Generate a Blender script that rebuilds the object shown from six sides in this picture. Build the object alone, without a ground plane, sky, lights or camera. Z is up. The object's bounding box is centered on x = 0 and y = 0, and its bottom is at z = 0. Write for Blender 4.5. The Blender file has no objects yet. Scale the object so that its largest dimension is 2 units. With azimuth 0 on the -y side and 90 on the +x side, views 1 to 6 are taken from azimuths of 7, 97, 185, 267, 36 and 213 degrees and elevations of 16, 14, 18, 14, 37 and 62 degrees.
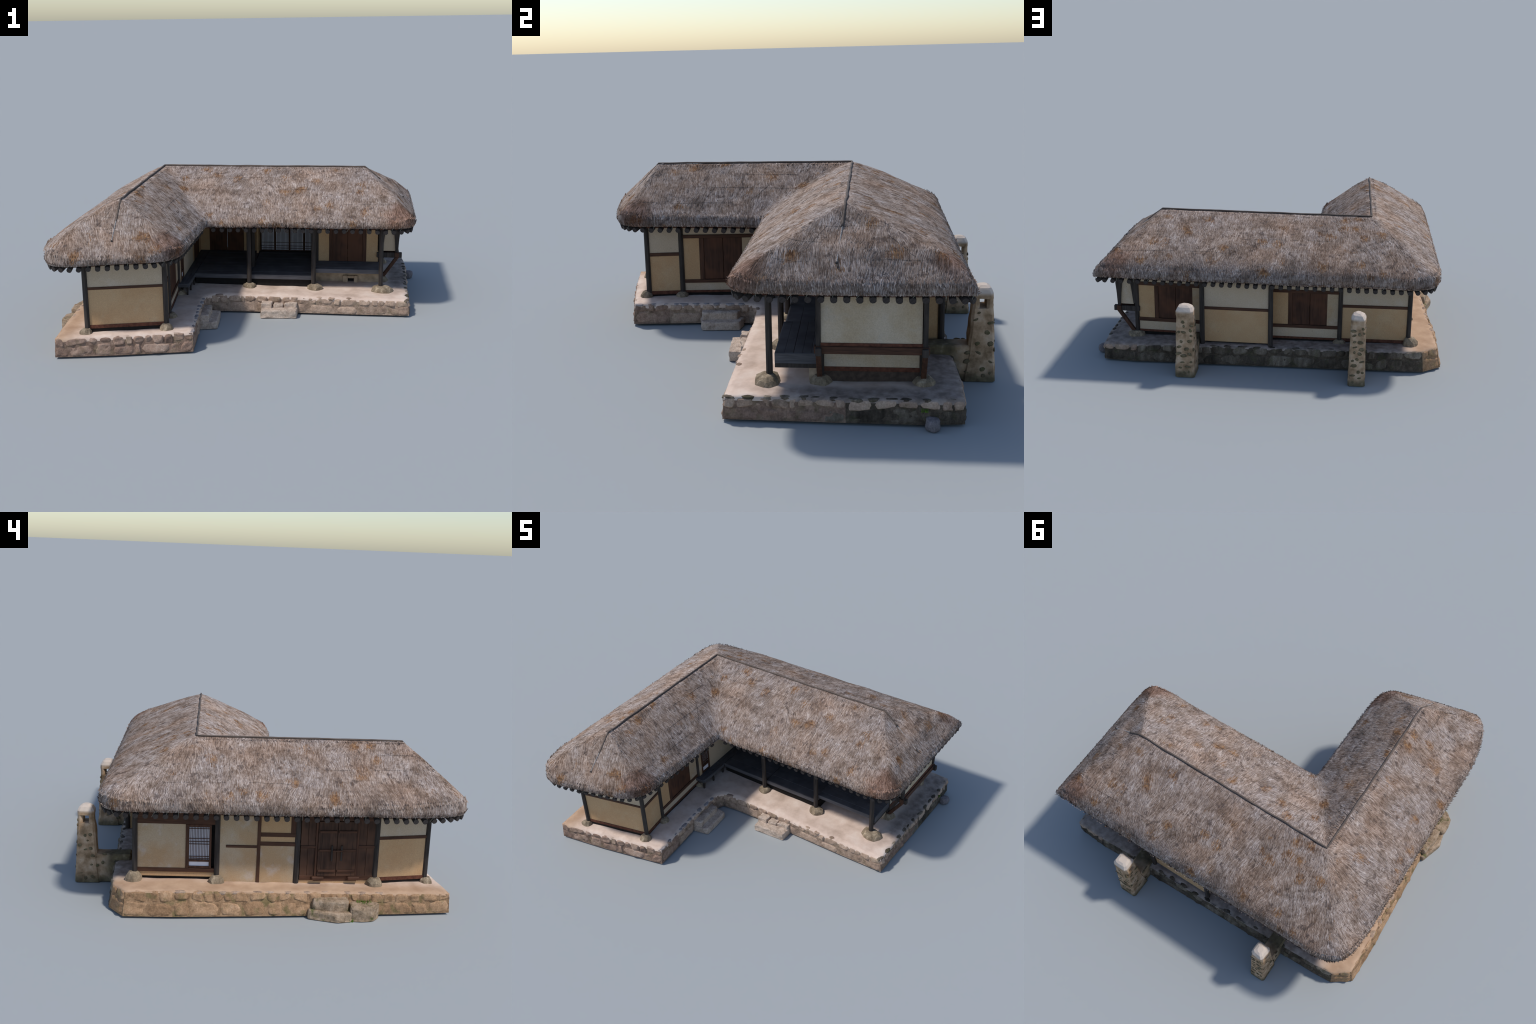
# Korean thatched farmhouse: L-shaped roof, plaster walls, stone platform, clay chimneys.
import bpy, bmesh, math, random
import numpy as np
from mathutils import Vector, Matrix, noise

R = random.Random(7)
NR = np.random.default_rng(11)

# ------------------------------------------------------------------ helpers
COL = bpy.context.scene.collection

def new_obj(name, mesh, parent=None, mat=None):
    o = bpy.data.objects.new(name, mesh)
    COL.objects.link(o)
    if parent is not None:
        o.parent = parent
    if mat is not None and len(mesh.materials) == 0:
        mesh.materials.append(mat)
    return o

def mesh_from(name, verts, faces, smooth=False):
    me = bpy.data.meshes.new(name)
    me.from_pydata([tuple(v) for v in verts], [], faces)
    me.update()
    if smooth:
        me.polygons.foreach_set('use_smooth', [True] * len(me.polygons))
    return me

def np_mesh(name, verts, quads, smooth=False):
    """Mesh from an (n,3) array and an (m,4) array of indices."""
    me = bpy.data.meshes.new(name)
    n, m = len(verts), len(quads)
    me.vertices.add(n)
    me.vertices.foreach_set('co', np.asarray(verts, dtype=np.float32).ravel())
    k = quads.shape[1]
    me.loops.add(m * k)
    me.loops.foreach_set('vertex_index', np.asarray(quads, dtype=np.int32).ravel())
    me.polygons.add(m)
    me.polygons.foreach_set('loop_start', np.arange(0, m * k, k, dtype=np.int32))
    me.polygons.foreach_set('loop_total', np.full(m, k, dtype=np.int32))
    if smooth:
        me.polygons.foreach_set('use_smooth', np.ones(m, dtype=bool))
    me.update(calc_edges=True)
    me.validate()
    return me

def empty(name, parent):
    o = bpy.data.objects.new(name, None)
    COL.objects.link(o)
    o.parent = parent
    return o

def bm_box(bm, c, ex, ey, ez, bevel=0.0):
    """Add an oriented box to bm: centre c and three half-extent vectors."""
    vs = []
    for sz in (-1, 1):
        for sy in (-1, 1):
            for sx in (-1, 1):
                vs.append(bm.verts.new(c + ex * sx + ey * sy + ez * sz))
    idx = [(0, 2, 3, 1), (4, 5, 7, 6), (0, 1, 5, 4), (2, 6, 7, 3), (0, 4, 6, 2), (1, 3, 7, 5)]
    fs = [bm.faces.new([vs[i] for i in f]) for f in idx]
    if ex.cross(ey).dot(ez) < 0:
        for f in fs:
            f.normal_flip()
    if bevel > 0:
        es = list({e for f in fs for e in f.edges})
        bmesh.ops.bevel(bm, geom=es, offset=bevel, segments=1, affect='EDGES', profile=0.6)

def bm_finish(bm, name, parent, mat, smooth=False):
    me = bpy.data.meshes.new(name)
    bm.normal_update()
    bm.to_mesh(me)
    bm.free()
    if smooth:
        me.polygons.foreach_set('use_smooth', [True] * len(me.polygons))
    return new_obj(name, me, parent, mat)

class Wall:
    """A vertical wall frame: u runs from plan point a to b, d points outward."""
    def __init__(self, a, b):
        self.a = Vector((a[0], a[1], 0))
        v = Vector((b[0] - a[0], b[1] - a[1], 0))
        self.len = v.length
        self.u = v.normalized()
        self.d = Vector((self.u.y, -self.u.x, 0))      # right of the direction a->b is outside
    def pt(self, u, d, z):
        p = self.a + self.u * u + self.d * d
        return Vector((p.x, p.y, z))
    def box(self, name, parent, mat, u0, u1, z0, z1, d0, d1, bevel=0.0012):
        bm = bmesh.new()
        self.add(bm, u0, u1, z0, z1, d0, d1, bevel)
        return bm_finish(bm, name, parent, mat)
    def add(self, bm, u0, u1, z0, z1, d0, d1, bevel=0.0):
        bm_box(bm, self.pt((u0 + u1) / 2, (d0 + d1) / 2, (z0 + z1) / 2),
               self.u * (u1 - u0) / 2, self.d * (d1 - d0) / 2, Vector((0, 0, (z1 - z0) / 2)), bevel)
    def uy(self, y):     # u at which the wall crosses a y
        return (y - self.a.y) / self.u.y
    def ux(self, x):
        return (x - self.a.x) / self.u.x

def tube(pts, radius, sides=6, flat=1.0, caps=True):
    """Tube along points; radius a number or a list. Returns verts, faces."""
    pts = [Vector(p) for p in pts]
    n = len(pts)
    rr = radius if isinstance(radius, (list, tuple)) else [radius] * n
    vs, fs = [], []
    up0 = Vector((0, 0, 1))
    for i, p in enumerate(pts):
        t = (pts[min(i + 1, n - 1)] - pts[max(i - 1, 0)]).normalized()
        up = up0 if abs(t.z) < 0.95 else Vector((1, 0, 0))
        s = t.cross(up).normalized()
        w = s.cross(t)
        for k in range(sides):
            a = 2 * math.pi * (k + 0.5) / sides
            vs.append(p + s * math.cos(a) * rr[i] + w * math.sin(a) * rr[i] * flat)
    for i in range(n - 1):
        for k in range(sides):
            k2 = (k + 1) % sides
            fs.append((i * sides + k, i * sides + k2, (i + 1) * sides + k2, (i + 1) * sides + k))
    if caps:
        fs.append(tuple(range(sides))[::-1])
        fs.append(tuple((n - 1) * sides + k for k in range(sides)))
    return vs, fs

def merge(lst):
    V, F = [], []
    for vs, fs in lst:
        b = len(V)
        V += vs
        F += [tuple(i + b for i in f) for f in fs]
    return V, F

def nz(p, s, seed=0.0):
    return noise.noise(Vector((p[0] * s + seed, p[1] * s - seed * 0.7, p[2] * s + seed * 1.3)))

# ------------------------------------------------------------------ materials
class NT:
    def __init__(self, name, rough=0.9, spec=0.2):
        self.m = bpy.data.materials.new(name)
        self.m.use_nodes = True
        self.t = self.m.node_tree
        self.b = self.t.nodes['Principled BSDF']
        self.b.inputs['Roughness'].default_value = rough
        self.b.inputs['Specular IOR Level'].default_value = spec
        self.co = self.t.nodes.new('ShaderNodeTexCoord').outputs['Object']
    def link(self, a, b):
        self.t.links.new(a, b)
    def mapping(self, scale=(1, 1, 1), rot=(0, 0, 0), loc=(0, 0, 0)):
        n = self.t.nodes.new('ShaderNodeMapping')
        n.inputs['Scale'].default_value = scale
        n.inputs['Rotation'].default_value = rot
        n.inputs['Location'].default_value = loc
        self.link(self.co, n.inputs['Vector'])
        return n.outputs['Vector']
    def noise(self, scale, detail=4, rough=0.55, vec=None, dist=0.0):
        n = self.t.nodes.new('ShaderNodeTexNoise')
        n.inputs['Scale'].default_value = scale
        n.inputs['Detail'].default_value = detail
        n.inputs['Roughness'].default_value = rough
        n.inputs['Distortion'].default_value = dist
        self.link(vec if vec is not None else self.co, n.inputs['Vector'])
        return n.outputs['Fac']
    def voronoi(self, scale, feature='F1', vec=None, out='Distance', rnd=1.0):
        n = self.t.nodes.new('ShaderNodeTexVoronoi')
        n.feature = feature
        n.inputs['Scale'].default_value = scale
        n.inputs['Randomness'].default_value = rnd
        self.link(vec if vec is not None else self.co, n.inputs['Vector'])
        return n.outputs[out]
    def ramp(self, fac, stops, interp='LINEAR'):
        n = self.t.nodes.new('ShaderNodeValToRGB')
        n.color_ramp.interpolation = interp
        e = n.color_ramp.elements
        while len(e) < len(stops):
            e.new(0.5)
        for el, (p, c) in zip(e, stops):
            el.position = p
            el.color = (c, c, c, 1) if isinstance(c, (int, float)) else (c[0], c[1], c[2], 1)
        self.link(fac, n.inputs['Fac'])
        return n.outputs['Color']
    def mix(self, fac, a, b, mode='MIX'):
        n = self.t.nodes.new('ShaderNodeMix')
        n.data_type = 'RGBA'
        n.blend_type = mode
        n.clamp_factor = True
        for sock, v in ((n.inputs[0], fac), (n.inputs[6], a), (n.inputs[7], b)):
            if isinstance(v, (int, float)):
                sock.default_value = v
            elif isinstance(v, tuple):
                sock.default_value = (v[0], v[1], v[2], 1)
            else:
                self.link(v, sock)
        return n.outputs[2]
    def math(self, op, a, b=0.0):
        n = self.t.nodes.new('ShaderNodeMath')
        n.operation = op
        n.use_clamp = False
        for i, v in enumerate((a, b)):
            if isinstance(v, (int, float)):
                n.inputs[i].default_value = v
            else:
                self.link(v, n.inputs[i])
        return n.outputs[0]
    def sep(self):
        n = self.t.nodes.new('ShaderNodeSeparateXYZ')
        self.link(self.co, n.inputs[0])
        return n.outputs
    def rng(self, v, a, b):
        n = self.t.nodes.new('ShaderNodeMapRange')
        n.inputs['From Min'].default_value = a
        n.inputs['From Max'].default_value = b
        n.interpolation_type = 'SMOOTHSTEP'
        self.link(v, n.inputs['Value'])
        return n.outputs[0]
    def bump(self, h, strength=0.4, dist=0.004):
        n = self.t.nodes.new('ShaderNodeBump')
        n.inputs['Strength'].default_value = strength
        n.inputs['Distance'].default_value = dist
        self.link(h, n.inputs['Height'])
        self.link(n.outputs['Normal'], self.b.inputs['Normal'])
    def color(self, c):
        if isinstance(c, tuple):
            self.b.inputs['Base Color'].default_value = (c[0], c[1], c[2], 1)
        else:
            self.link(c, self.b.inputs['Base Color'])
        return self.m

def island(nt):
    return nt.t.nodes.new('ShaderNodeNewGeometry').outputs['Random Per Island']

def obj_rand(nt):
    return nt.t.nodes.new('ShaderNodeObjectInfo').outputs['Random']

def mat_straw(name, per_island=True):
    m = NT(name, 0.85, 0.15)
    if per_island:
        v = m.math('MULTIPLY', island(m), 0.36)
        v = m.math('ADD', v, m.math('MULTIPLY', m.noise(60, 4, 0.6), 0.66))
        v = m.math('ADD', v, m.math('MULTIPLY', m.noise(17, 4, 0.6, vec=m.mapping(loc=(7, 3, 1))), 0.48))
        v = m.math('SUBTRACT', v, 0.225)
        base = m.ramp(v, [(0.20, (0.090, 0.062, 0.047)), (0.33, (0.180, 0.134, 0.107)), (0.46, (0.280, 0.226, 0.195)),
                          (0.60, (0.368, 0.310, 0.280)), (0.73, (0.455, 0.402, 0.378)), (0.86, (0.55, 0.505, 0.485))])
    else:
        base = m.ramp(m.noise(160, 3), [(0.3, (0.10, 0.078, 0.068)), (0.7, (0.26, 0.21, 0.19))])
    # big soft variations: bluish grey areas against warm grey ones
    tone = m.ramp(m.noise(5.5, 4, 0.6), [(0.36, (1.10, 0.95, 0.83)), (0.5, (1.05, 0.99, 0.94)), (0.66, (1.02, 1.02, 1.04))])
    base = m.mix(1.0, base, tone, 'MULTIPLY')
    blot = m.ramp(m.noise(11, 4, 0.6), [(0.34, 0.66), (0.5, 1.0), (0.7, 1.1)])
    base = m.mix(1.0, base, blot, 'MULTIPLY')
    # rust-coloured tufts
    spot = m.voronoi(8.0, vec=m.mapping(loc=(0.3, 0.7, 0.2)))
    spot = m.math('ADD', spot, m.math('MULTIPLY', m.noise(22, 3), 0.55))
    rust = m.ramp(spot, [(0.32, 1.0), (0.60, 0.0)])
    rustc = m.ramp(m.noise(60, 2), [(0.35, (0.12, 0.056, 0.028)), (0.65, (0.32, 0.18, 0.088))])
    if per_island:
        pick = m.math('FRACT', m.math('MULTIPLY', island(m), 37.7))
        rust = m.math('MULTIPLY', m.math('LESS_THAN', pick, m.math('MULTIPLY', rust, 0.95)), 0.9)
    base = m.mix(rust, base, rustc)
    for c in ((.88, -.03, .56), (-.28, -.74, .56), (.86, .74, .56)):
        d = m.t.nodes.new('ShaderNodeVectorMath'); d.operation = 'DISTANCE'
        m.link(m.co, d.inputs[0]); d.inputs[1].default_value = c
        k = m.rng(m.math('ADD', d.outputs['Value'], m.math('MULTIPLY', m.noise(13, 3), 0.12)), 0.19, 0.10)
        base = m.mix(m.math('MULTIPLY', k, 0.75), base, m.mix(1.0, base, (0.62, 0.42, 0.33), 'MULTIPLY'))
    dark = m.ramp(m.noise(27, 3, 0.6, vec=m.mapping(loc=(3, 1, 5))), [(0.57, 0.0), (0.67, 1.0)])
    if per_island:
        pick = m.math('FRACT', m.math('MULTIPLY', island(m), 91.3))
        dark = m.math('LESS_THAN', pick, m.math('MULTIPLY', dark, 0.8))
    base = m.mix(m.math('MULTIPLY', dark, 0.75), base, (0.085, 0.062, 0.055))
    if per_island:
        fl = m.math('LESS_THAN', m.math('FRACT', m.math('MULTIPLY', island(m), 53.9)), 0.06)
        base = m.mix(m.math('MULTIPLY', fl, 0.7), base, (0.12, 0.072, 0.048))
    return m.color(base)

def mat_wood(name, dark, light, vertical=False, red=None):
    m = NT(name, 0.75, 0.25)
    s = (90, 90, 7) if vertical else (9, 9, 130)
    g = m.noise(1.0, 5, 0.65, vec=m.mapping(scale=s))
    col = m.ramp(g, [(0.3, dark), (0.7, light)])
    if red:
        w = m.ramp(m.noise(9, 2), [(0.42, 0.0), (0.62, 1.0)])
        col = m.mix(m.math('MULTIPLY', w, 0.8), col, red)
    m.bump(g, 0.25, 0.002)
    return m.color(col)

def mat_plaster(name, base, warm, lightc, warm_amt=0.8):
    m = NT(name, 0.95, 0.1)
    a = m.noise(7, 4, 0.6)
    col = m.mix(m.math('MULTIPLY', m.ramp(a, [(0.4, 0.0), (0.62, 1.0)]), warm_amt), base, warm)
    b = m.noise(12, 3, 0.6, vec=m.mapping(loc=(2, 5, 1)))
    col = m.mix(m.ramp(b, [(0.55, 0.0), (0.72, 0.6)]), col, lightc)
    fine = m.ramp(m.noise(230, 2), [(0.3, 0.88), (0.7, 1.08)])
    col = m.mix(1.0, col, fine, 'MULTIPLY')
    spot = m.ramp(m.voronoi(17, vec=m.mapping(loc=(0.4, 1.4, 0.9))), [(0.035, 1.0), (0.075, 0.0)])
    col = m.mix(m.math('MULTIPLY', spot, 0.35), col, (0.2, 0.16, 0.12))
    m.bump(m.noise(60, 4), 0.15, 0.002)
    return m.color(col)

def mat_stone(name, stops, moss=0.0, rnd=True, streak=False):
    m = NT(name, 0.92, 0.15)
    g = m.noise(34, 5, 0.65, vec=m.mapping(scale=(1, 1, 0.22) if streak else (1, 1, 1)))
    if rnd:
        g = m.math('ADD', m.math('MULTIPLY', g, 0.72), m.math('MULTIPLY', obj_rand(m), 0.28))
    col = m.ramp(g, stops)
    fine = m.ramp(m.noise(150, 3, 0.6), [(0.3, 0.75), (0.7, 1.15)])
    col = m.mix(1.0, col, fine, 'MULTIPLY')
    if moss:
        k = m.ramp(m.noise(19, 4, 0.6, vec=m.mapping(loc=(4, 2, 7))), [(0.54, 0.0), (0.64, moss)])
        col = m.mix(k, col, (0.085, 0.10, 0.03))
    m.bump(m.noise(55, 5, 0.6), 0.5, 0.005)
    return m.color(col)

def mat_plain(name, c, var=0.25, rough=0.8, scale=60):
    m = NT(name, rough, 0.2)
    f = m.ramp(m.noise(scale, 3), [(0.3, 1 - var), (0.7, 1 + var)])
    return m.color(m.mix(1.0, c, f, 'MULTIPLY'))

M = {}
M['straw'] = mat_straw('straw')
M['straw_body'] = mat_straw('straw_body', False)
M['ridge'] = mat_wood('ridge_straw', (0.052, 0.041, 0.036), (0.17, 0.13, 0.105))
M['ridge_band'] = mat_plain('ridge_band_straw', (0.36, 0.33, 0.315), 0.3, scale=140)
M['cord'] = mat_plain('dark_cord', (0.06, 0.052, 0.048), 0.4, scale=120)
M['tie'] = mat_plain('pale_rope', (0.22, 0.22, 0.18), 0.3, scale=120)
M['black_wood'] = mat_wood('weathered_post_wood', (0.018, 0.015, 0.014), (0.070, 0.056, 0.048), True)
M['log'] = mat_plain('rafter_log', (0.046, 0.038, 0.035), 0.25, scale=90)
M['brown'] = mat_wood('brown_beam_wood', (0.038, 0.0175, 0.011), (0.11, 0.050, 0.029), False)
M['brown_v'] = mat_wood('brown_post_wood', (0.038, 0.0175, 0.011), (0.11, 0.050, 0.029), True)
M['door'] = mat_wood('door_wood', (0.034, 0.015, 0.010), (0.095, 0.044, 0.026), True, (0.115, 0.048, 0.026))
M['gate'] = mat_wood('gate_wood', (0.028, 0.0145, 0.010), (0.085, 0.043, 0.027), True, (0.105, 0.051, 0.030))
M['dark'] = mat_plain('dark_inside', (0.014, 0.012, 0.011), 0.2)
M['base'] = mat_plain('dark_base', (0.075, 0.052, 0.040), 0.3)  # dark brown for the band under the east sill
M['soffit'] = mat_plain('soffit_reed', (0.05, 0.036, 0.028), 0.4)
M['sill'] = mat_plain('red_brown_board', (0.11, 0.042, 0.026), 0.35)
M['upper'] = mat_plaster('pale_plaster', (0.525, 0.42, 0.31), (0.475, 0.36, 0.245), (0.55, 0.465, 0.38), 0.5)
M['lower'] = mat_plaster('ochre_plaster', (0.515, 0.34, 0.19), (0.48, 0.295, 0.155), (0.525, 0.375, 0.228), 0.8)
M['mixed'] = mat_plaster('stained_plaster', (0.46, 0.352, 0.24), (0.43, 0.285, 0.16), (0.505, 0.435, 0.385), 0.9)
M['stained'] = mat_plaster('grey_stained_plaster', (0.53, 0.44, 0.335), (0.45, 0.345, 0.225), (0.49, 0.435, 0.37), 0.8)
M['paper'] = mat_plain('window_paper', (0.72, 0.70, 0.75), 0.06, scale=30)
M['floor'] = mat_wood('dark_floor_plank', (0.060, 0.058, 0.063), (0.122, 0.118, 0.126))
M['found'] = mat_stone('foundation_stone', [(0.2, (0.12, 0.09, 0.058)), (0.46, (0.24, 0.186, 0.128)), (0.57, (0.33, 0.258, 0.18)), (0.70, (0.56, 0.465, 0.34))], rnd=False, streak=True)
M['warm_stone'] = mat_stone('warm_stone', [(0.2, (0.18, 0.12, 0.088)), (0.45, (0.38, 0.268, 0.20)), (0.65, (0.51, 0.37, 0.28)), (0.9, (0.64, 0.51, 0.42))], moss=0.15)
M['dusk_stone'] = mat_stone('dusky_stone', [(0.2, (0.13, 0.082, 0.063)), (0.45, (0.28, 0.185, 0.14)), (0.65, (0.40, 0.28, 0.215)), (0.9, (0.54, 0.42, 0.35))], moss=0.2)
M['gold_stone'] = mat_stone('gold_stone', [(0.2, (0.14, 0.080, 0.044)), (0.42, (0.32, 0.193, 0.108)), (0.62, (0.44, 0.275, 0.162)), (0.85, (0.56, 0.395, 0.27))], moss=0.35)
M['shaded_moss_stone'] = mat_stone('shaded_mossy_stone', [(0.25, (0.036, 0.028, 0.021)), (0.45, (0.092, 0.072, 0.054)), (0.62, (0.18, 0.145, 0.110)), (0.8, (0.31, 0.26, 0.205))], moss=0.2, streak=True)  # darkness is part moss, part baked shade kept in the colour
M['joint_warm'] = mat_stone('warm_joint', [(0.25, (0.15, 0.10, 0.072)), (0.5, (0.33, 0.235, 0.175)), (0.75, (0.46, 0.34, 0.26))], rnd=False, moss=.2)
M['joint_dusk'] = mat_stone('dusky_joint', [(0.25, (0.10, 0.065, 0.05)), (0.5, (0.24, 0.16, 0.12)), (0.75, (0.36, 0.25, 0.19))], rnd=False, moss=.2)
M['joint_gold'] = mat_stone('gold_joint', [(0.25, (0.14, 0.083, 0.046)), (0.5, (0.32, 0.197, 0.112)), (0.75, (0.44, 0.29, 0.172))], rnd=False, moss=.45)
M['joint_shaded_moss'] = mat_stone('shaded_moss_joint', [(0.2, (0.033, 0.026, 0.020)), (0.5, (0.092, 0.070, 0.052)), (0.8, (0.18, 0.142, 0.106))], rnd=False, moss=.15)  # joints carry the same painted shade along with their moss
M['grey_stone'] = mat_stone('grey_stone', [(0.2, (0.16, 0.14, 0.14)), (0.5, (0.34, 0.30, 0.29)), (0.8, (0.46, 0.42, 0.42))], moss=0.0)
M['dark_grey_stone'] = mat_stone('dark_grey_stone', [(0.25, (0.10, 0.09, 0.095)), (0.5, (0.21, 0.185, 0.19)), (0.75, (0.32, 0.28, 0.28))], rnd=False, streak=True)
M['step_stone'] = mat_stone('step_stone', [(0.2, (0.24, 0.18, 0.14)), (0.5, (0.52, 0.41, 0.33)), (0.8, (0.66, 0.545, 0.46))], moss=0.0, rnd=False)
M['grass_stone'] = mat_stone('mossy_step_stone', [(0.25, (0.15, 0.105, 0.066)), (0.5, (0.33, 0.238, 0.16)), (0.75, (0.47, 0.355, 0.26))], moss=0.8, rnd=False)
M['green'] = mat_plain('grass_blade', (0.10, 0.19, 0.02), 0.4)

def mat_earth():
    m = NT('trodden_earth', 0.95, 0.1)
    a = m.noise(9, 5, 0.6)
    col = m.ramp(a, [(0.3, (0.50, 0.375, 0.30)), (0.5, (0.66, 0.51, 0.42)), (0.7, (0.76, 0.63, 0.54))])
    s = m.sep()
    # north and north-east strip: painted eave shade mixed with dark dirt
    west = m.rng(m.math('ADD', s[0], m.math('MULTIPLY', m.noise(6, 3), 0.1)), -0.66, -0.80)  # west strip gets warm baked-in light as an orange tint
    col = m.mix(west, col, m.ramp(a, [(0.3, (0.40, 0.255, 0.165)), (0.7, (0.57, 0.39, 0.265))]))
    dark_mask = m.math('MAXIMUM',
                  m.rng(m.math('ADD', s[1], m.math('MULTIPLY', m.noise(11, 3), 0.12)), 0.62, 0.72),
                  m.math('MULTIPLY', m.rng(s[0], 0.80, 0.86), m.rng(m.math('ADD', s[1], m.math('MULTIPLY', m.noise(8, 3), 0.25)), 0.05, 0.35)))
    dark_mask = m.math('MULTIPLY', dark_mask, m.rng(s[0], -0.84, -0.70))
    col = m.mix(m.math('MULTIPLY', dark_mask, 0.8), col,
                m.ramp(m.noise(26, 4), [(0.35, (0.10, 0.078, 0.068)), (0.7, (0.36, 0.295, 0.26))]))
    m.bump(m.noise(45, 5), 0.3, 0.004)
    return m.color(col)
M['earth'] = mat_earth()

def mat_clay():
    m = NT('chimney_clay', 0.95, 0.1)
    a = m.noise(18, 5, 0.6)
    col = m.ramp(a, [(0.32, (0.20, 0.13, 0.075)), (0.5, (0.40, 0.275, 0.175)), (0.68, (0.54, 0.41, 0.30))])
    s = m.sep()
    # darker, mossy flue towards the house; the clay also darkens at the foot
    foot = m.rng(m.math('ADD', s[2], m.math('MULTIPLY', m.noise(20, 3), 0.06)), 0.085, 0.035)
    duct = m.rng(m.math('ADD', s[1], m.math('MULTIPLY', m.noise(14, 3), 0.06)), 0.865, 0.79)
    dark_mask = m.math('MAXIMUM', foot, duct)
    col = m.mix(m.math('MULTIPLY', dark_mask, 0.85), col,
                m.ramp(m.noise(30, 4), [(0.35, (0.05, 0.045, 0.03)), (0.6, (0.13, 0.115, 0.065)), (0.75, (0.25, 0.21, 0.15))]))
    top = m.rng(s[2], 0.365, 0.385)
    col = m.mix(m.math('MULTIPLY', top, 0.8), col, (0.66, 0.57, 0.50))
    m.bump(m.noise(60, 5), 0.4, 0.004)
    return m.color(col)
M['clay'] = mat_clay()
M['pebble'] = mat_stone('chimney_pebble', [(0.2, (0.06, 0.048, 0.03)), (0.5, (0.145, 0.115, 0.068)), (0.8, (0.27, 0.22, 0.14))], moss=0.3, rnd=False)
M['hearth'] = mat_plain('hearth_clay', (0.44, 0.33, 0.23), 0.3, scale=25)

# ------------------------------------------------------------------ the house
house = bpy.data.objects.new('thatched_house', None)
COL.objects.link(house)
house['label'] = 'L-shaped thatched farmhouse on a low stone platform'
house['category'] = 'thatched house'

# ================================================================== ROOF
ZR, ZE = 0.789, 0.510           # ridge height, bottom of the eave
K, S, E = (-0.556, 0.350), (-0.552, -0.675), (0.674, 0.345)   # ridge: bend, south peak, east peak
# slope curves: share of the run from ridge to eave -> share of the drop
def curve(run, pts):
    xs, ys = zip(*pts)
    return lambda d: np.interp(np.maximum(d, 0) / run, xs + (1.6,), ys + (ys[-1] + .9,)) * (ZR - ZE)
F_W = curve(.397, [(0, 0), (.25, .165), (.5, .355), (.64, .47), (.81, .62), (.92, .745), (1, .87)])
F_N = curve(.453, [(0, 0), (.22, .13), (.44, .27), (.67, .43), (.81, .555), (.91, .665), (.97, .755), (1, .84)])
F_IN = curve(.335, [(0, 0), (.25, .165), (.5, .395), (.76, .66), (.9, .81), (1, .91)])
F_SY = curve(.437, [(0, 0), (.25, .155), (.5, .36), (.7, .545), (.84, .685), (.94, .81), (1, .90)])
F_S = curve(.231, [(0, 0), (.4, .375), (.71, .635), (.87, .775), (1, .90)])
F_E = curve(.296, [(0, 0), (.29, .25), (.63, .49), (.77, .655), (.9, .79), (1, .89)])

def smax(a, b, k):
    h = np.clip(.5 + .5 * (a - b) / k, 0, 1)
    return b + (a - b) * h + k * h * (1 - h)
def drop(x, y):
    """How far the thatch lies below the ridge at a plan point."""
    dx = x - (-.554)
    side_w = np.where(dx < 0, F_W(-dx), F_IN(dx))
    cap_s = F_S((x - S[0]) * .238 + (y - S[1]) * -.971)
    ry = K[1] + (E[1] - K[1]) * (x - K[0]) / (E[0] - K[0])
    side_e = np.where(y > ry, F_N(y - ry), F_SY(ry - y))
    cap_e = F_E(x - E[0])
    south = smax(smax(side_w, cap_s, .012), np.where(y > K[1], F_N(y - K[1]), 0), .012)
    east = smax(smax(side_e, cap_e, .012), np.where(x < K[0], F_W(K[0] - x), 0), .012)
    k = .012 + .05 * np.clip((np.minimum(south, east) - .015) / .12, 0, 1)
    k = .002 + (k - .002) * np.clip((x - K[0]) / .08, 0, 1) * np.clip((ry - y) / .08, 0, 1)     # only in the yard corner
    return -smax(-south, -east, k)        # the higher wing wins; the valley is soft
# eave outline (x, y), the ridge point it hangs from, profile
TT = [0.0, 0.06, 0.12, 0.2, 0.28, 0.36, 0.44, 0.52, 0.6, 0.68, 0.76, 0.83, 0.89, 0.935, 0.965, 0.985, 0.996, 1.0, 0.997, 0.988]
NB = 5       # the last rows turn over the lip
OUT = [(-.950, .55, K), (-.951, .35, K), (-.953, -.30, (-.554, -.30)), (-.952, -.62, (-.552, -.60)),
       (-.940, -.74, S), (-.917, -.84, S), (-.888, -.905, S), (-.845, -.952, S), (-.77, -.966, S),
       (-.65, -.943, S), (-.54, -.915, S), (-.37, -.868, S), (-.305, -.838, S), (-.252, -.775, S),
       (-.235, -.71, S), (-.231, -.62, (-.552, -.60)), (-.222, -.099, K), (.20, -.095, (.03, .348)),
       (.66, -.091, (.66, .345)), (.80, -.098, E), (.88, -.090, E), (.935, -.068, E), (.962, -.02, E),
       (.972, .10, E), (.970, .345, E), (.971, .68, E), (.971, .816, E), (.88, .818, E),
       (.674, .817, E), (.0, .815, (.0, .348)), (-.556, .812, K), (-.79, .809, K), (-.865, .787, K),
       (-.912, .752, K), (-.940, .68, K)]

ring_xy, ring_rg = [], []
for i, (x, y, rg) in enumerate(OUT):
    x2, y2, rg2 = OUT[(i + 1) % len(OUT)]
    n = max(1, int(math.hypot(x2 - x, y2 - y) / 0.022))
    for k in range(n):
        f = k / n
        ring_xy.append((x + (x2 - x) * f, y + (y2 - y) * f))
        ring_rg.append((rg[0] + (rg2[0] - rg[0]) * f, rg[1] + (rg2[1] - rg[1]) * f))
ring_xy, ring_rg = np.array(ring_xy), np.array(ring_rg)
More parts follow.
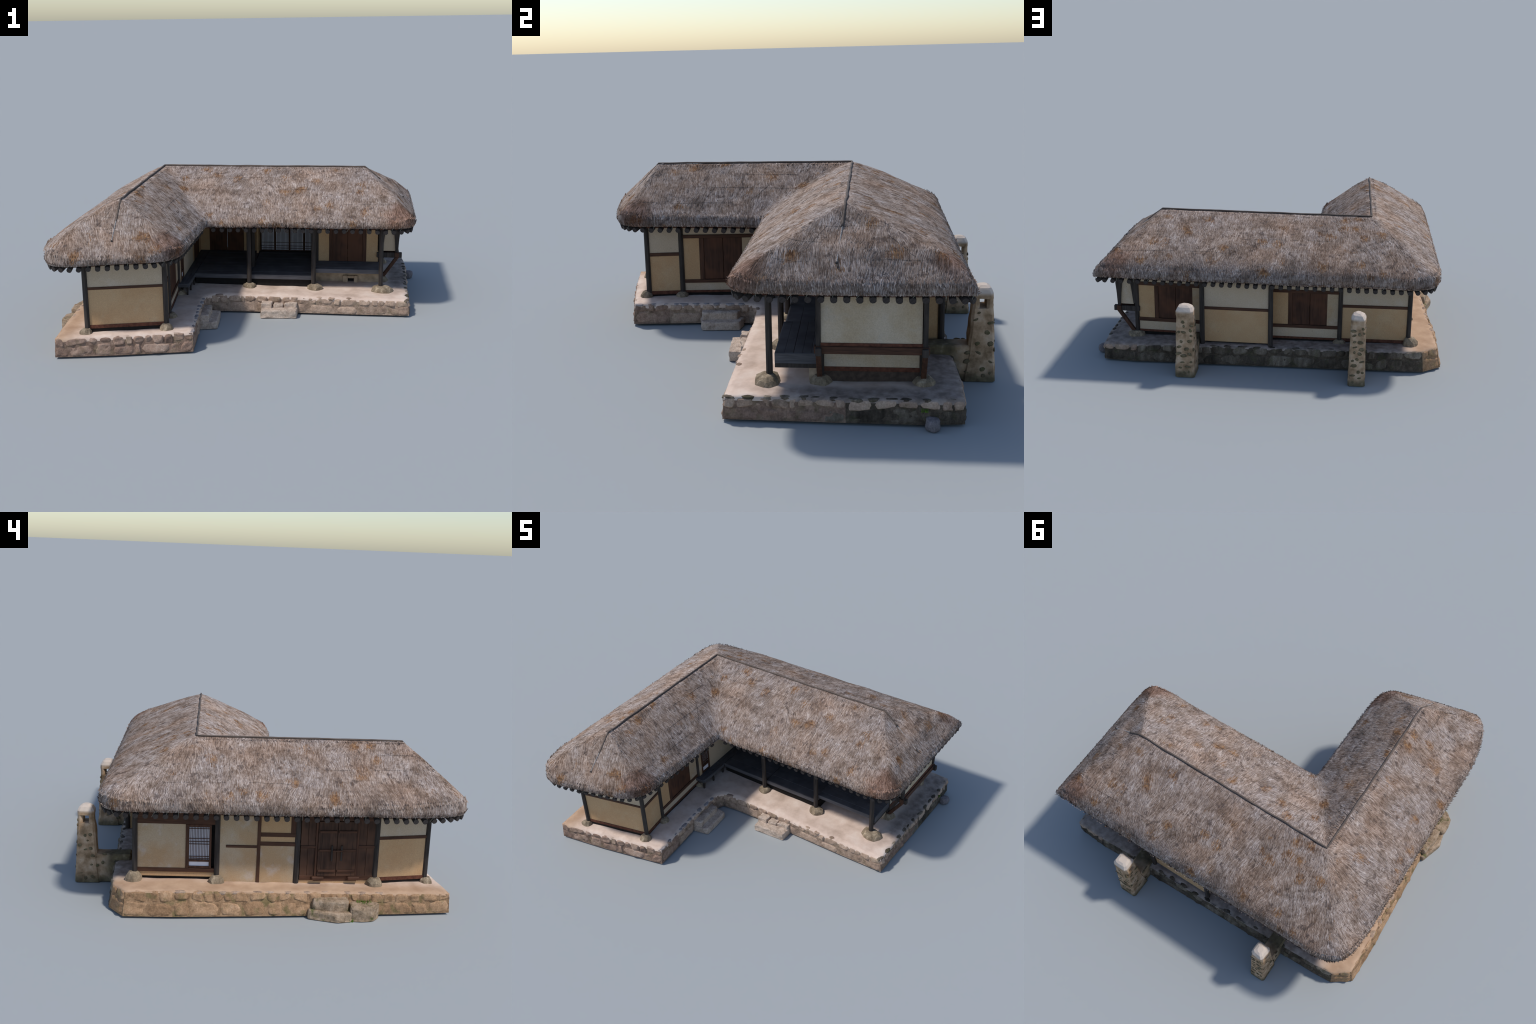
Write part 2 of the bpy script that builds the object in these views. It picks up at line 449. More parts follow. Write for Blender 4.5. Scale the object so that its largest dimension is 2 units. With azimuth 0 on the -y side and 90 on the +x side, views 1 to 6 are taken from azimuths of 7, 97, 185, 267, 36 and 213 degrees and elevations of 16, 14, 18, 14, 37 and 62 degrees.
# how strongly each stretch of eave follows a rounded fan instead of a straight hip
def near(x, y, r):
    d = np.hypot(ring_xy[:, 0] - x, ring_xy[:, 1] - y)
    return np.clip(1.6 * (1 - d / r), 0, 1)
FAN = np.maximum.reduce([0.8 * near(-.90, .77, .42), .75 * near(-.87, -.92, .34), .75 * near(-.27, -.79, .28), .7 * near(.92, -.07, .26), .25 * near(.96, .80, .2)])
FAN_T = lambda t: np.interp(t, [0, .25, .5, .7, .85, .95, 1], [0, .18, .395, .56, .68, .76, .82]) * (ZR - ZE)
# ease the corners a little (not the sharp north-east tip)
for _ in range(2):
    sm = (np.roll(ring_xy, 1, 0) + ring_xy * 2 + np.roll(ring_xy, -1, 0)) / 4
    keep = (np.hypot(ring_xy[:, 0] - .971, ring_xy[:, 1] - .816) < .03) | (np.hypot(ring_xy[:, 0] + .222, ring_xy[:, 1] + .099) < .03)
    ring_xy = np.where(keep[:, None], ring_xy, sm)
NRG = len(ring_xy)
# the measured outline includes the straw: draw the body in a little
tan_ = np.roll(ring_xy, -1, 0) - np.roll(ring_xy, 1, 0)
tan_ /= np.linalg.norm(tan_, axis=1)[:, None]
ring_xy = ring_xy + np.stack([-tan_[:, 1], tan_[:, 0]], axis=1) * .0055
ze = ZE - .003 + 0.003 * np.sin(ring_xy[:, 0] * 9) * np.cos(ring_xy[:, 1] * 7)

def lump(p):
    return 0.0055 * nz(p, 4.5) + 0.003 * nz(p, 13, 3.0)

NTT = len(TT)
top = np.zeros((NRG, NTT, 3))
for j, t in enumerate(TT):
    xy = ring_rg + (ring_xy - ring_rg) * t
    top[:, j, :2] = xy
    dr_ = drop(xy[:, 0], xy[:, 1])
    top[:, j, 2] = ZR - dr_ - np.maximum(0, FAN_T(t) - dr_) * FAN
LIP = {-4: .70, -3: .34, -2: .10, -1: .0}          # share of the edge height left on the way down
edge = np.maximum(top[:, NTT - NB, 2], ze + .022)
for j in range(NTT - NB, NTT):
    top[:, j, 2] = np.maximum(top[:, j, 2], ze)
for k, f in LIP.items():
    top[:, NTT + k, 2] = ze + (edge - ze) * f
for i in range(NRG):
    for j in range(1, NTT - 2):
        w = min(1.0, TT[j] * 4) * (1.0 if j < NTT - NB else 0.3)
        top[i, j, 2] += lump(top[i, j]) * w
# underside, rising with the rafters
UND = [(0.03, 0.0), (0.12, 0.012), (0.45, 0.085), (0.8, 0.15)]
und = np.zeros((NRG, len(UND), 3))
for i in range(NRG):
    v = ring_rg[i] - ring_xy[i]
    for j, (f, dz) in enumerate(UND):
        p = ring_xy[i] + v * (0.02 + f)
        und[i, j] = (p[0], p[1], ze[i] - 0.004 + dz)
grid = np.concatenate([top, und], axis=1)
nc = grid.shape[1]
verts = grid.reshape(-1, 3)
ii, jj = np.meshgrid(np.arange(NRG), np.arange(nc - 1), indexing='ij')
i2 = (ii + 1) % NRG
quads = np.stack([ii * nc + jj, ii * nc + jj + 1, i2 * nc + jj + 1, i2 * nc + jj], axis=-1).reshape(-1, 4)
roof = empty('roof', house)
me = np_mesh('thatch', verts, quads, True)
thatch = new_obj('thatch', me, roof, M['straw_body'])
bm = bmesh.new(); bm.from_mesh(me)
bmesh.ops.remove_doubles(bm, verts=bm.verts, dist=0.0004)
bmesh.ops.recalc_face_normals(bm, faces=bm.faces)
bm.to_mesh(me); bm.free()
me.polygons.foreach_set('use_smooth', [True] * len(me.polygons))

# ---- straw: thousands of little stalks lying down the slope, each with a crown and two sides
def roof_samples(n):
    """Random points on the top surface with normals and downhill directions."""
    A = grid[:, :NTT - 1]; B = grid[:, 1:NTT]
    A2 = np.roll(A, -1, 0); B2 = np.roll(B, -1, 0)
    area = 0.5 * np.linalg.norm(np.cross(B - A2, B2 - A), axis=-1) + 1e-12
    pr = (area / area.sum()).ravel()
    idx = NR.choice(len(pr), n, p=pr)
    ci, cj = idx // area.shape[1], idx % area.shape[1]
    u, v = NR.random(n), NR.random(n)
    a, b, a2, b2 = A[ci, cj], B[ci, cj], A2[ci, cj], B2[ci, cj]
    p = (a * (1 - u)[:, None] + a2 * u[:, None]) * (1 - v)[:, None] + (b * (1 - u)[:, None] + b2 * u[:, None]) * v[:, None]
    nrm = np.cross((b - a) + (b2 - a2), (a2 - a) + (b2 - b))
    nrm /= np.linalg.norm(nrm, axis=1)[:, None] + 1e-12
    flip = nrm[:, 2] < -0.15
    out = p[:, :2] - (ring_rg[ci])
    s = np.sign(np.where(np.abs(nrm[:, 2]) > 0.15, nrm[:, 2], (nrm[:, :2] * out).sum(1)))
    nrm *= s[:, None]
    down = np.stack([nrm[:, 0] * nrm[:, 2], nrm[:, 1] * nrm[:, 2], nrm[:, 2] ** 2 - 1], axis=1)
    down /= np.linalg.norm(down, axis=1)[:, None] + 1e-9
    return p, nrm, down, ze[ci], cj

NST = 85000
p, nrm, down, zb, row = roof_samples(NST)
# swirl: slow noise bends the lie of the straw
sw = np.array([nz(q, 5.0, 9.0) * .45 + nz(q, 20.0, 4.0) * .40 for q in p]) + NR.normal(0, 0.10, NST)
side = np.cross(nrm, down)
dirn = down * np.cos(sw)[:, None] + side * np.sin(sw)[:, None]
side = np.cross(nrm, dirn)
L = NR.uniform(0.028, 0.080, NST) * np.where(np.array(TT)[row] > .88, .55, 1.0)
on_slope = row < NTT - NB - 1
zs0 = ZR - drop(p[:, 0], p[:, 1])
W = NR.uniform(0.0011, 0.0029, NST)
H = NR.uniform(0.0002, 0.0019, NST)
tilt = NR.normal(0.0, 0.012, NST)
st = []
for f, wf, hf in ((-0.5, 0.5, -0.8), (-0.12, 1.0, 1.0), (0.28, 0.85, 0.95), (0.5, 0.15, -0.8)):
    c = p + dirn * (L * f)[:, None] + nrm * (L * f * tilt)[:, None]
    # follow the curve of the slope instead of its tangent
    fall = (ZR - drop(c[:, 0], c[:, 1])) - zs0
    c[:, 2] = np.where(on_slope, p[:, 2] + np.clip(fall, dirn[:, 2] * L * f - .012, dirn[:, 2] * L * f + .004), c[:, 2])
    c = c + side * (L * 0.10 * (f * f) * np.sign(tilt))[:, None]
    lo = -0.0012 if abs(f) < .4 else -0.0030
    st.append(c - side * (W * wf)[:, None] + nrm * lo)
    st.append(c + nrm * (H * hf)[:, None])
    st.append(c + side * (W * wf)[:, None] + nrm * lo)
sv = np.stack(st, axis=1)                      # (n, 12, 3)
sv[:, :, 2] = np.maximum(sv[:, :, 2], (zb - 0.0015)[:, None])
q = []
for r in range(3):
    for c in range(2):
        q.append((r * 3 + c, r * 3 + c + 1, (r + 1) * 3 + c + 1, (r + 1) * 3 + c))
q = np.array(q)
qq = (q[None] + (np.arange(NST) * 12)[:, None, None]).reshape(-1, 4)
me = np_mesh('straw', sv.reshape(-1, 3), qq, False)
straw = new_obj('straw', me, roof, M['straw'])
straw['kind'] = 'stuff'

# ---- ridge roll along the L, running on as a twisted rope down both hips
def lerp(a, b, f):
    return tuple(a[i] + (b[i] - a[i]) * f for i in range(len(a)))
def ridge_path():
    pts = []
    for f in np.linspace(0, 1, 9):
        pts.append(lerp((-.556, -.765, .694), (S[0], S[1], ZR), f))
    for f in np.linspace(0, 1, 34)[1:]:
        pts.append(lerp((S[0], S[1], ZR), (K[0], K[1], ZR), f))
    for f in np.linspace(0, 1, 40)[1:]:
        pts.append(lerp((K[0], K[1], ZR), (E[0], E[1], ZR), f))
    for f in np.linspace(0, 1, 8)[1:]:
        pts.append(lerp((E[0], E[1], ZR), (.765, .335, .716), f))
    return [(x + 0.004 * nz((x, y, 1), 9), y + 0.004 * nz((x, y, 5), 9), z - 0.0008 + 0.002 * nz((x, y, 9), 7)) for x, y, z in pts]
rp = ridge_path()
vs, fs = tube(rp, [0.0046 + 0.0011 * R.random() for _ in rp], 8, 0.85)
new_obj('ridge_roll', mesh_from('ridge_roll', vs, fs, True), roof, M['ridge'])

def twisted(path, r, turns):
    lst = []
    for ph in (0, math.pi):
        pts = []
        n = len(path)
        for i, q_ in enumerate(path):
            a = ph + turns * 2 * math.pi * i / (n - 1)
            pts.append((q_[0] + r * .6 * math.cos(a), q_[1] + r * .6 * math.cos(a + 1), q_[2] + r * .6 * math.sin(a)))
        lst.append(tube(pts, r, 5))
    return merge(lst)
for a, b in (((-.556, -.76, .700), (-.560, -.848, .612)), ((.76, .336, .720), (.905, .318, .612))):
    path = [lerp(a, b, f) for f in np.linspace(0, 1, 40)]
    vs, fs = twisted(path, 0.0021, 11)
    new_obj('hip_rope', mesh_from('hip_rope', vs, fs, True), roof, M['ridge_band'])
    knot = []
    bmk = bmesh.new()
    bmesh.ops.create_icosphere(bmk, subdivisions=2, radius=0.0055, matrix=Matrix.Translation(Vector(b)))
    bm_finish(bmk, 'rope_knot', roof, M['cord'], True)

# ---- stitches beside the ridge, and thin cords lying over the thatch
def surf(i, t):
    """Point on the top surface at ring index i (float) and share t."""
    i0 = int(i) % NRG; i1 = (i0 + 1) % NRG; f = i - int(i)
    def col(k):
        return np.array([np.interp(t, TT[:NTT - 2], top[k, :NTT - 2, c]) for c in range(3)])
    return col(i0) * (1 - f) + col(i1) * f

stitch = []
for i in np.arange(0, NRG, 0.42):
    a = ring_rg[int(i) % NRG]
    if math.hypot(*(a - np.array(K))) < .02 or math.hypot(*(a - np.array(S))) < .01 or math.hypot(*(a - np.array(E))) < .01:
        continue
    for row, t in enumerate((0.035, 0.062)):
        if R.random() < 0.5:
            continue
        q0 = surf(i + R.uniform(-.1, .1), t + R.uniform(-.006, .006)); q1 = surf(i + 0.2, t + 0.022)
        q0[2] += 0.0005; q1[2] += 0.0005
        stitch.append(tube([q0, q1], 0.0008, 4))
vs, fs = merge(stitch)
o = new_obj('ridge_stitch', mesh_from('ridge_stitch', vs, fs), roof, M['cord']); o['kind'] = 'stuff'

cords = []
for t in (0.30, 0.52, 0.76):
    ring, i = [], 0.0
    while i < NRG:
        run = R.uniform(5, 20)
        pts = []
        tt = t + R.uniform(-.012, .012)
        for k in np.arange(i, min(i + run, NRG), 1.0):
            q0 = surf(k, tt + 0.01 * math.sin(k * .21))
            pts.append((q0[0], q0[1], q0[2] + 0.0006 + 0.0011 * R.random()))
        if len(pts) > 2 and R.random() < 0.55:
            cords.append(tube(pts, 0.0006, 4))
        i += run + R.uniform(0, 5)
for k in range(34):
    i = NRG * (k + R.uniform(-.3, .3)) / 34
    t0 = R.uniform(.1, .5); t1 = min(.96, t0 + R.uniform(.2, .45))
    pts = []
    for f in np.linspace(0, 1, 8):
        q0 = surf((i + f * R.uniform(-.4, .4)) % NRG, t0 + (t1 - t0) * f)
        pts.append((q0[0], q0[1], q0[2] + 0.0014))
    cords.append(tube(pts, 0.0006, 4))
vs, fs = merge(cords)
o = new_obj('thatch_cord', mesh_from('thatch_cord', vs, fs), roof, M['cord']); o['kind'] = 'stuff'

# ---- rafters, eave board, rope ties
seg = np.linalg.norm(np.roll(ring_xy, -1, 0) - ring_xy, axis=1)
arc = np.concatenate([[0], np.cumsum(seg)])
def along(s):
    s = s % arc[-1]
    k = min(int(np.searchsorted(arc, s, side='right') - 1), NRG - 1)
    f = (s - arc[k]) / max(seg[k], 1e-9)
    return ring_xy[k] * (1 - f) + ring_xy[(k + 1) % NRG] * f
def inward(s, w=0.07):
    t = along(s + w) - along(s - w)
    t /= np.linalg.norm(t)
    return np.array([-t[1], t[0]])           # ring runs counter-clockwise: left is inside

bmr = bmesh.new()
bmesh.ops.create_cone(bmr, cap_ends=True, segments=9, radius1=0.0132, radius2=0.0125, depth=0.30,
                      matrix=Matrix.Translation((0.15, 0, 0)) @ Matrix.Rotation(math.pi / 2, 4, 'Y'))
raft_me = bpy.data.meshes.new('rafter'); bmr.to_mesh(raft_me); bmr.free(); raft_me.materials.append(M['log'])
rafters = empty('rafters', roof)
n_raft = int(arc[-1] / 0.0465)
valley = np.array((-.217, -.093))
for k in range(n_raft):
    s = (k + 0.5) * arc[-1] / n_raft
    pnt = along(s)
    d = inward(s)
    if np.linalg.norm(pnt - valley) < 0.03:
        continue
    near_corner = abs(inward(s + .09) @ inward(s - .09)) < 0.97
    q0 = pnt + d * 0.009
    ang = math.atan2(d[1], d[0])
    o = bpy.data.objects.new('rafter', raft_me)
    COL.objects.link(o)
    o.parent = rafters
    o.location = (q0[0], q0[1], ZE - 0.0245 + R.uniform(-.001, .001))
    o.rotation_euler = (R.uniform(0, 6), -math.atan(0.27), ang + R.uniform(-.02, .02))
    o.rotation_euler = Matrix.Rotation(ang + R.uniform(-.02, .02), 4, 'Z').to_euler()
    o.rotation_euler[1] = -math.atan(0.27)

lst = []
bp = []
for i in range(NRG):
    s = arc[i]
    pnt = along(s) + inward(s, .04) * 0.034
    bp.append((pnt[0], pnt[1], ze[i] - 0.010))
bp.append(bp[0])
vs, fs = [], []
for i, b in enumerate(bp[:-1]):
    d = inward(arc[i], .04)
    for dd, zz in ((0, -.004), (0, .006), (.012, .006), (.012, -.004)):
        vs.append((b[0] + d[0] * dd, b[1] + d[1] * dd, b[2] + zz))
n = len(bp) - 1
for i in range(n):
    j = (i + 1) % n
    for k in range(4):
        fs.append((i * 4 + k, j * 4 + k, j * 4 + (k + 1) % 4, i * 4 + (k + 1) % 4))
new_obj('eave_board', mesh_from('eave_board', vs, fs), roof, M['sill'])

tie_parent = empty('rope_ties', roof)
s = 0.03
while s < arc[-1]:
    pnt, d = along(s), inward(s)
    a = np.array([pnt[0], pnt[1]])
    curl = R.choice([0, 0, .004, -.006, .012])
    t = np.array([-d[1], d[0]])
    zs = [ZE + .006, ZE - .002, ZE - .011, ZE - .022 - R.uniform(0, .006)]
    ins = [-.002, .003, .007, .012]
    pts = []
    for j in range(4):
        q0 = a + d * ins[j] + t * curl * j / 1.5
        pts.append((q0[0], q0[1], zs[j]))
    vs, fs = tube(pts, 0.0010, 5)
    new_obj('rope_tie', mesh_from('rope_tie', vs, fs, True), tie_parent, M['tie'])
    s += R.choice([.05, .095, .095, .10, .14])

# ================================================================== PLATFORM
# outline: bottom x,y / top x,y / top z / which face follows (material, tall?)
ZB = .008
PL = [(-.878, -.902, -.873, -.896, .107, 'dusk'), (-.590, -.852, -.588, -.844, .107, 'dusk'), (-.186, -.762, -.188, -.752, .111, 'dusk'),
      (-.200, -.573, -.204, -.573, .109, 'warm'), (-.218, -.41, -.220, -.41, .108, 'warm'), (-.222, -.17, -.230, -.166, .107, 'warm'),
      (-.203, -.130, -.203, -.126, .107, 'warm'), (-.105, -.118, -.105, -.113, .106, 'warm'), (.06, -.114, .06, -.106, .103, 'warm'),
      (.36, -.117, .36, -.110, .099, 'warm'), (.65, -.120, .65, -.112, .096, 'warm'),
      (.941, -.118, .932, -.110, .094, 'dusk'), (.949, .35, .939, .35, .097, 'moss'), (.951, .62, .944, .62, .100, 'moss'),
      (.936, .790, .932, .786, .100, 'moss'), (.744, .803, .742, .791, .106, 'moss'), (.53, .792, .53, .782, .109, 'moss'),
      (.37, .794, .37, .780, .112, 'moss'), (.0, .783, .0, .772, .114, 'moss'), (-.39, .773, -.39, .757, .116, 'moss'),
      (-.60, .765, -.60, .748, .117, 'moss'), (-.757, .761, -.757, .742, .118, 'moss'), (-.872, .752, -.864, .732, .120, 'gold'),
      (-.976, .675, -.950, .664, .124, 'gold'), (-.976, .44, -.949, .44, .124, 'gold'), (-.952, .0, -.922, .0, .118, 'gold'),
      (-.928, -.33, -.903, -.33, .112, 'gold'), (-.907, -.62, -.893, -.62, .109, 'gold')]
NPL = len(PL)

def in_poly(x, y, poly):
    c = False
    j = len(poly) - 1
    for i in range(len(poly)):
        if (poly[i][1] > y) != (poly[j][1] > y) and x < (poly[j][0] - poly[i][0]) * (y - poly[i][1]) / (poly[j][1] - poly[i][1]) + poly[i][0]:
            c = not c
        j = i
    return c

platform = empty('platform', house)
# body: walls a little behind the stones, then a top sheet
vs, fs = [], []
bot = [(p_[0], p_[1]) for p_ in PL]
topo = [(p_[2], p_[3]) for p_ in PL]
def inset(poly, d):
    out = []
    n = len(poly)
    for i in range(n):
        a, b, c = Vector(poly[i - 1]), Vector(poly[i]), Vector(poly[(i + 1) % n])
        n1 = Vector((-(b - a).y, (b - a).x)).normalized(); n2 = Vector((-(c - b).y, (c - b).x)).normalized()
        m = (n1 + n2).normalized()
        out.append(b + m * d / max(.4, m.dot(n1)))
    return out
bi, ti = inset(bot, .0022), inset(topo, .0022)
bmp = bmesh.new()
vb = [bmp.verts.new((a.x, a.y, ZB)) for a in bi]
vt = [bmp.verts.new((a.x, a.y, PL[i][4] - .0015)) for i, a in enumerate(ti)]
for i in range(NPL):
    j = (i + 1) % NPL
    bmp.faces.new((vb[i], vb[j], vt[j], vt[i]))
bmp.faces.new(vb[::-1])
core = bm_finish(bmp, 'platform_core', platform, M['joint_warm'])
for k_ in ('joint_dusk', 'joint_gold', 'joint_shaded_moss'):
    core.data.materials.append(M[k_])
for i in range(NPL):
    core.data.polygons[i].material_index = ('warm', 'dusk', 'gold', 'moss').index(PL[i][5])

# earth top: triangulated grid clipped to the outline, softly uneven, higher under the house
ti2 = inset(topo, .001)
def ztop(x, y):
    # inverse-distance blend of the rim heights
    w = z = 0.0
    dm = 9
    for i, p_ in enumerate(PL):
        d = math.hypot(x - p_[2], y - p_[3]) + .02
        w += 1 / d ** 2; z += p_[4] / d ** 2
    return z / w
bmp = bmesh.new()
rim = []
for i in range(NPL):
    a, b = ti2[i], ti2[(i + 1) % NPL]
    n = max(1, int((b - a).length / .03))
    for k in range(n):
        rim.append(a.lerp(b, k / n))
rv = [bmp.verts.new((a.x, a.y, ztop(a.x, a.y) + .002 * nz((a.x, a.y, 0), 20))) for a in rim]
re = [bmp.edges.new((rv[i], rv[(i + 1) % len(rv)])) for i in range(len(rv))]
bmesh.ops.triangle_fill(bmp, edges=re, use_beauty=True)
for _ in range(3):
    long_e = [e for e in bmp.edges if not e.is_boundary and e.calc_length() > .06]
    if long_e:
        bmesh.ops.subdivide_edges(bmp, edges=long_e, cuts=2, use_grid_fill=False)
        bmesh.ops.triangulate(bmp, faces=bmp.faces)
bmesh.ops.beautify_fill(bmp, faces=bmp.faces, edges=[e for e in bmp.edges if not e.is_boundary])
for v in bmp.verts:
    if not v.is_boundary:
        v.co.z = ztop(v.co.x, v.co.y) + .0035 + .0035 * nz(v.co, 7, 2) + .002 * nz(v.co, 18, 4)
bm_rimlow = [e for e in bmp.edges if e.is_boundary]
ex = bmesh.ops.extrude_edge_only(bmp, edges=bm_rimlow)
for v in ex['geom']:
    if isinstance(v, bmesh.types.BMVert):
        v.co.z -= .02
bmesh.ops.recalc_face_normals(bmp, faces=bmp.faces)
bm_finish(bmp, 'earth_floor', platform, M['earth'], True)

# facing stones: two courses of irregular blocks pressed into the sides
stone_parent = empty('stone_facing', platform)
def face_stone(quad, out, thick, mat, name='stone', parent=stone_parent, seed=0, rough=.0028):
    """quad: 4 corner points (bl, br, tr, tl) on the face; a rounded lump standing out of it."""
    N = 9
    bl, br, tr, tl = [Vector(a) for a in quad]
    vs, fs = [], []
    cut = [R.uniform(.0, .34) for _ in range(4)]
    for j in range(N):
        for i in range(N):
            # rows crowd toward the edges so that the shoulder is short
            u, v = [.5 - .5 * math.copysign(abs(1 - 2 * q_ / (N - 1)) ** .7, 1 - 2 * q_ / (N - 1)) for q_ in (i, j)]
            cu, cv = u - .5, v - .5
            k = cut[(1 if u > .5 else 0) + (2 if v > .5 else 0)]
            sh = 1 - k * (4 * abs(cu * cv))
            u2, v2 = .5 + cu * sh, .5 + cv * sh
            p_ = bl.lerp(br, u2).lerp(tl.lerp(tr, u2), v2)
            h = 0.0 if (i in (0, N - 1) or j in (0, N - 1)) else (.72 if (i in (1, N - 2) or j in (1, N - 2)) else 1.0)
            d = -.006 + (thick + .006) * h + h * (rough * 3.2 * nz((p_.x, p_.y, p_.z), 38, seed) + .0016 * nz((p_.x, p_.y, p_.z), 110, seed))
            vs.append(p_ + out * d)
    for j in range(N - 1):
        for i in range(N - 1):
            fs.append((j * N + i, j * N + i + 1, (j + 1) * N + i + 1, (j + 1) * N + i))
    me_ = mesh_from(name, vs, fs, True)
    return new_obj(name, me_, parent, mat)

for i in range(NPL):
    a, b = PL[i], PL[(i + 1) % NPL]
    ab = Vector((b[0] - a[0], b[1] - a[1], 0)); ln = ab.length
    mat = M[{'warm': 'warm_stone', 'dusk': 'dusk_stone', 'gold': 'gold_stone', 'moss': 'shaded_moss_stone'}[a[5]]]
    capm = M['warm_stone'] if a[0] > .9 else mat
    east = a[0] > .9 and i in (11, 12)
    def P3(f, h):
        q0 = Vector((a[0] + (b[0] - a[0]) * f, a[1] + (b[1] - a[1]) * f, ZB)); q1 = Vector((a[2] + (b[2] - a[2]) * f, a[3] + (b[3] - a[3]) * f, a[4] + (b[4] - a[4]) * f))
        return q0.lerp(q1, h)
    out = Vector((ab.y, -ab.x, 0)).normalized()
    sd_ = R.uniform(0, 90)
    split = lambda f: .58 + .26 * nz((f * ln, i * .37, 0), 11, sd_)
    def cuts_for(width, slant):
        n = max(1, round(ln / width))
        c = [(k + R.uniform(-.42, .42)) / n for k in range(1, n)]
        return [(0, 0)] + [(q_ - R.uniform(-slant, slant) / ln, q_ + R.uniform(-slant, slant) / ln) for q_ in c] + [(1, 1)]
    g = .0004 / ln
    low = cuts_for(R.uniform(.09, .16), .020)
    cap = cuts_for(R.uniform(.055, .08), .007)
    for (f0, g0), (f1, g1) in zip(low[:-1], low[1:]):
        face_stone([P3(f0 + g, 0), P3(f1 - g, 0), P3(g1 - g, split(g1)), P3(g0 + g, split(g0))], out, R.uniform(-.001, .004), (M['dusk_stone'] if R.random() > .25 + .6 * (i - 11) else M['shaded_moss_stone']) if east else mat, seed=R.uniform(0, 50))
    for (f0, g0), (f1, g1) in zip(cap[:-1], cap[1:]):
        face_stone([P3(f0 + g, split(f0) + .01), P3(f1 - g, split(f1) + .01), P3(g1 - g, 1 + R.uniform(-.02, .03)), P3(g0 + g, 1 + R.uniform(-.02, .03))], out,
                   R.uniform(.0, .005), capm, seed=R.uniform(0, 50))

# flat edge stones showing in the top along parts of the rim
def flat_stone(x, y, z, rx, ry, ang, h, mat, parent=platform, name='edge_stone', seed=0):
    bmf = bmesh.new()
    bmesh.ops.create_icosphere(bmf, subdivisions=3, radius=1.0)
    for v in bmf.verts:
        k = 1 + .22 * nz(v.co, 1.6, seed)
        c = v.co * k
        if c.z > .55: c.z = .55 + (c.z - .55) * .25
        X, Y = c.x * rx, c.y * ry
        v.co = Vector((x + X * math.cos(ang) - Y * math.sin(ang), y + X * math.sin(ang) + Y * math.cos(ang), max(.001, z + c.z * h)))
    return bm_finish(bmf, name, parent, mat, True)
def rim_run(i, dens, mat, back):
    a, b = PL[i], PL[(i + 1) % NPL]
    ab = Vector((b[2] - a[2], b[3] - a[3], 0)); ln = ab.length
    nrm_ = Vector((-ab.y, ab.x, 0)).normalized()
    n = max(1, int(ln / dens))
    for k in range(n):
        f = (k + R.uniform(.2, .8)) / n
        w = R.uniform(.016, .030)
        px = a[2] + ab.x * f + nrm_.x * (back + R.uniform(-.003, .006)); py = a[3] + ab.y * f + nrm_.y * (back + R.uniform(-.003, .006))
        flat_stone(px, py, ztop(px, py) - .004, w, R.uniform(.009, .016), math.atan2(ab.y, ab.x) + R.uniform(-.2, .2), .010, mat, seed=R.uniform(0, 40))
for i, (dens, mk) in {2: (.055, 'grey_stone'), 3: (.05, 'grey_stone'), 4: (.05, 'grey_stone'), 6: (.07, 'warm_stone'), 9: (.09, 'warm_stone'),
                      11: (.065, 'shaded_moss_stone'), 12: (.065, 'shaded_moss_stone'), 13: (.06, 'shaded_moss_stone'), 16: (.09, 'shaded_moss_stone'),
                      17: (.08, 'shaded_moss_stone'), 18: (.08, 'shaded_moss_stone'), 19: (.09, 'shaded_moss_stone'),
                      24: (.075, 'warm_stone'), 25: (.075, 'warm_stone'), 26: (.08, 'warm_stone')}.items():
    rim_run(i, dens, M[mk], .010)

# ---- steps
steps = empty('steps', house)
def slab(quad, z0, z1, mat, parent, name='step_stone', bev=.007, seed=0):
    """A worn block with a four-cornered plan."""
    bms = bmesh.new()
    lo = [bms.verts.new((x_, y_, z0)) for x_, y_ in quad]; hi = [bms.verts.new((x_ , y_, z1)) for x_, y_ in quad]
    n = len(quad)
    for i in range(n):
        bms.faces.new((lo[i], lo[(i + 1) % n], hi[(i + 1) % n], hi[i]))
    bms.faces.new(hi); bms.faces.new(lo[::-1])
    bmesh.ops.recalc_face_normals(bms, faces=bms.faces)
    bmesh.ops.bevel(bms, geom=[e for e in bms.edges if max(v.co.z for v in e.verts) > z0 + .001], offset=bev, segments=2, affect='EDGES', profile=.55)
    bmesh.ops.subdivide_edges(bms, edges=[e for e in bms.edges if e.calc_length() > .03], cuts=5, use_grid_fill=True)
    for v in bms.verts:
        if v.co.z > z0 + .002:
            v.co += Vector((nz(v.co, 30, seed), nz(v.co, 30, seed + 5), nz(v.co, 30, seed + 9))) * .0060
    return bm_finish(bms, name, parent, mat, False)
def quad_between(a, b, c, d, f0, f1):
    """strip of quad a-b (front) d-c (back) between shares f0..f1"""
    return [lerp(a, b, f0), lerp(a, b, f1), lerp(d, c, f1), lerp(d, c, f0)]
for f0, f1 in ((0, 1),):
    slab(quad_between((.094, -.204), (.299, -.190), (.302, -.095), (.094, -.095), f0, f1), 0, .048 + R.uniform(-.003, .002), M['step_stone'], steps, seed=R.uniform(0, 30))
for f0, f1, dz in ((0, .31, .003), (.35, .61, -.004), (.65, 1, 0)):
    slab(quad_between((.092, -.158), (.298, -.150 + .02 * f0), (.300, -.085), (.094, -.085), f0, f1), 0, .072 + dz, M['step_stone'], steps, seed=R.uniform(0, 30))
for f0, f1 in ((0, 1),):
    slab(quad_between((-.124, -.394), (-.136, -.205), (-.225, -.19), (-.222, -.415), f0, f1), 0, .042 + R.uniform(-.003, .003), M['step_stone'], steps, seed=R.uniform(0, 30))
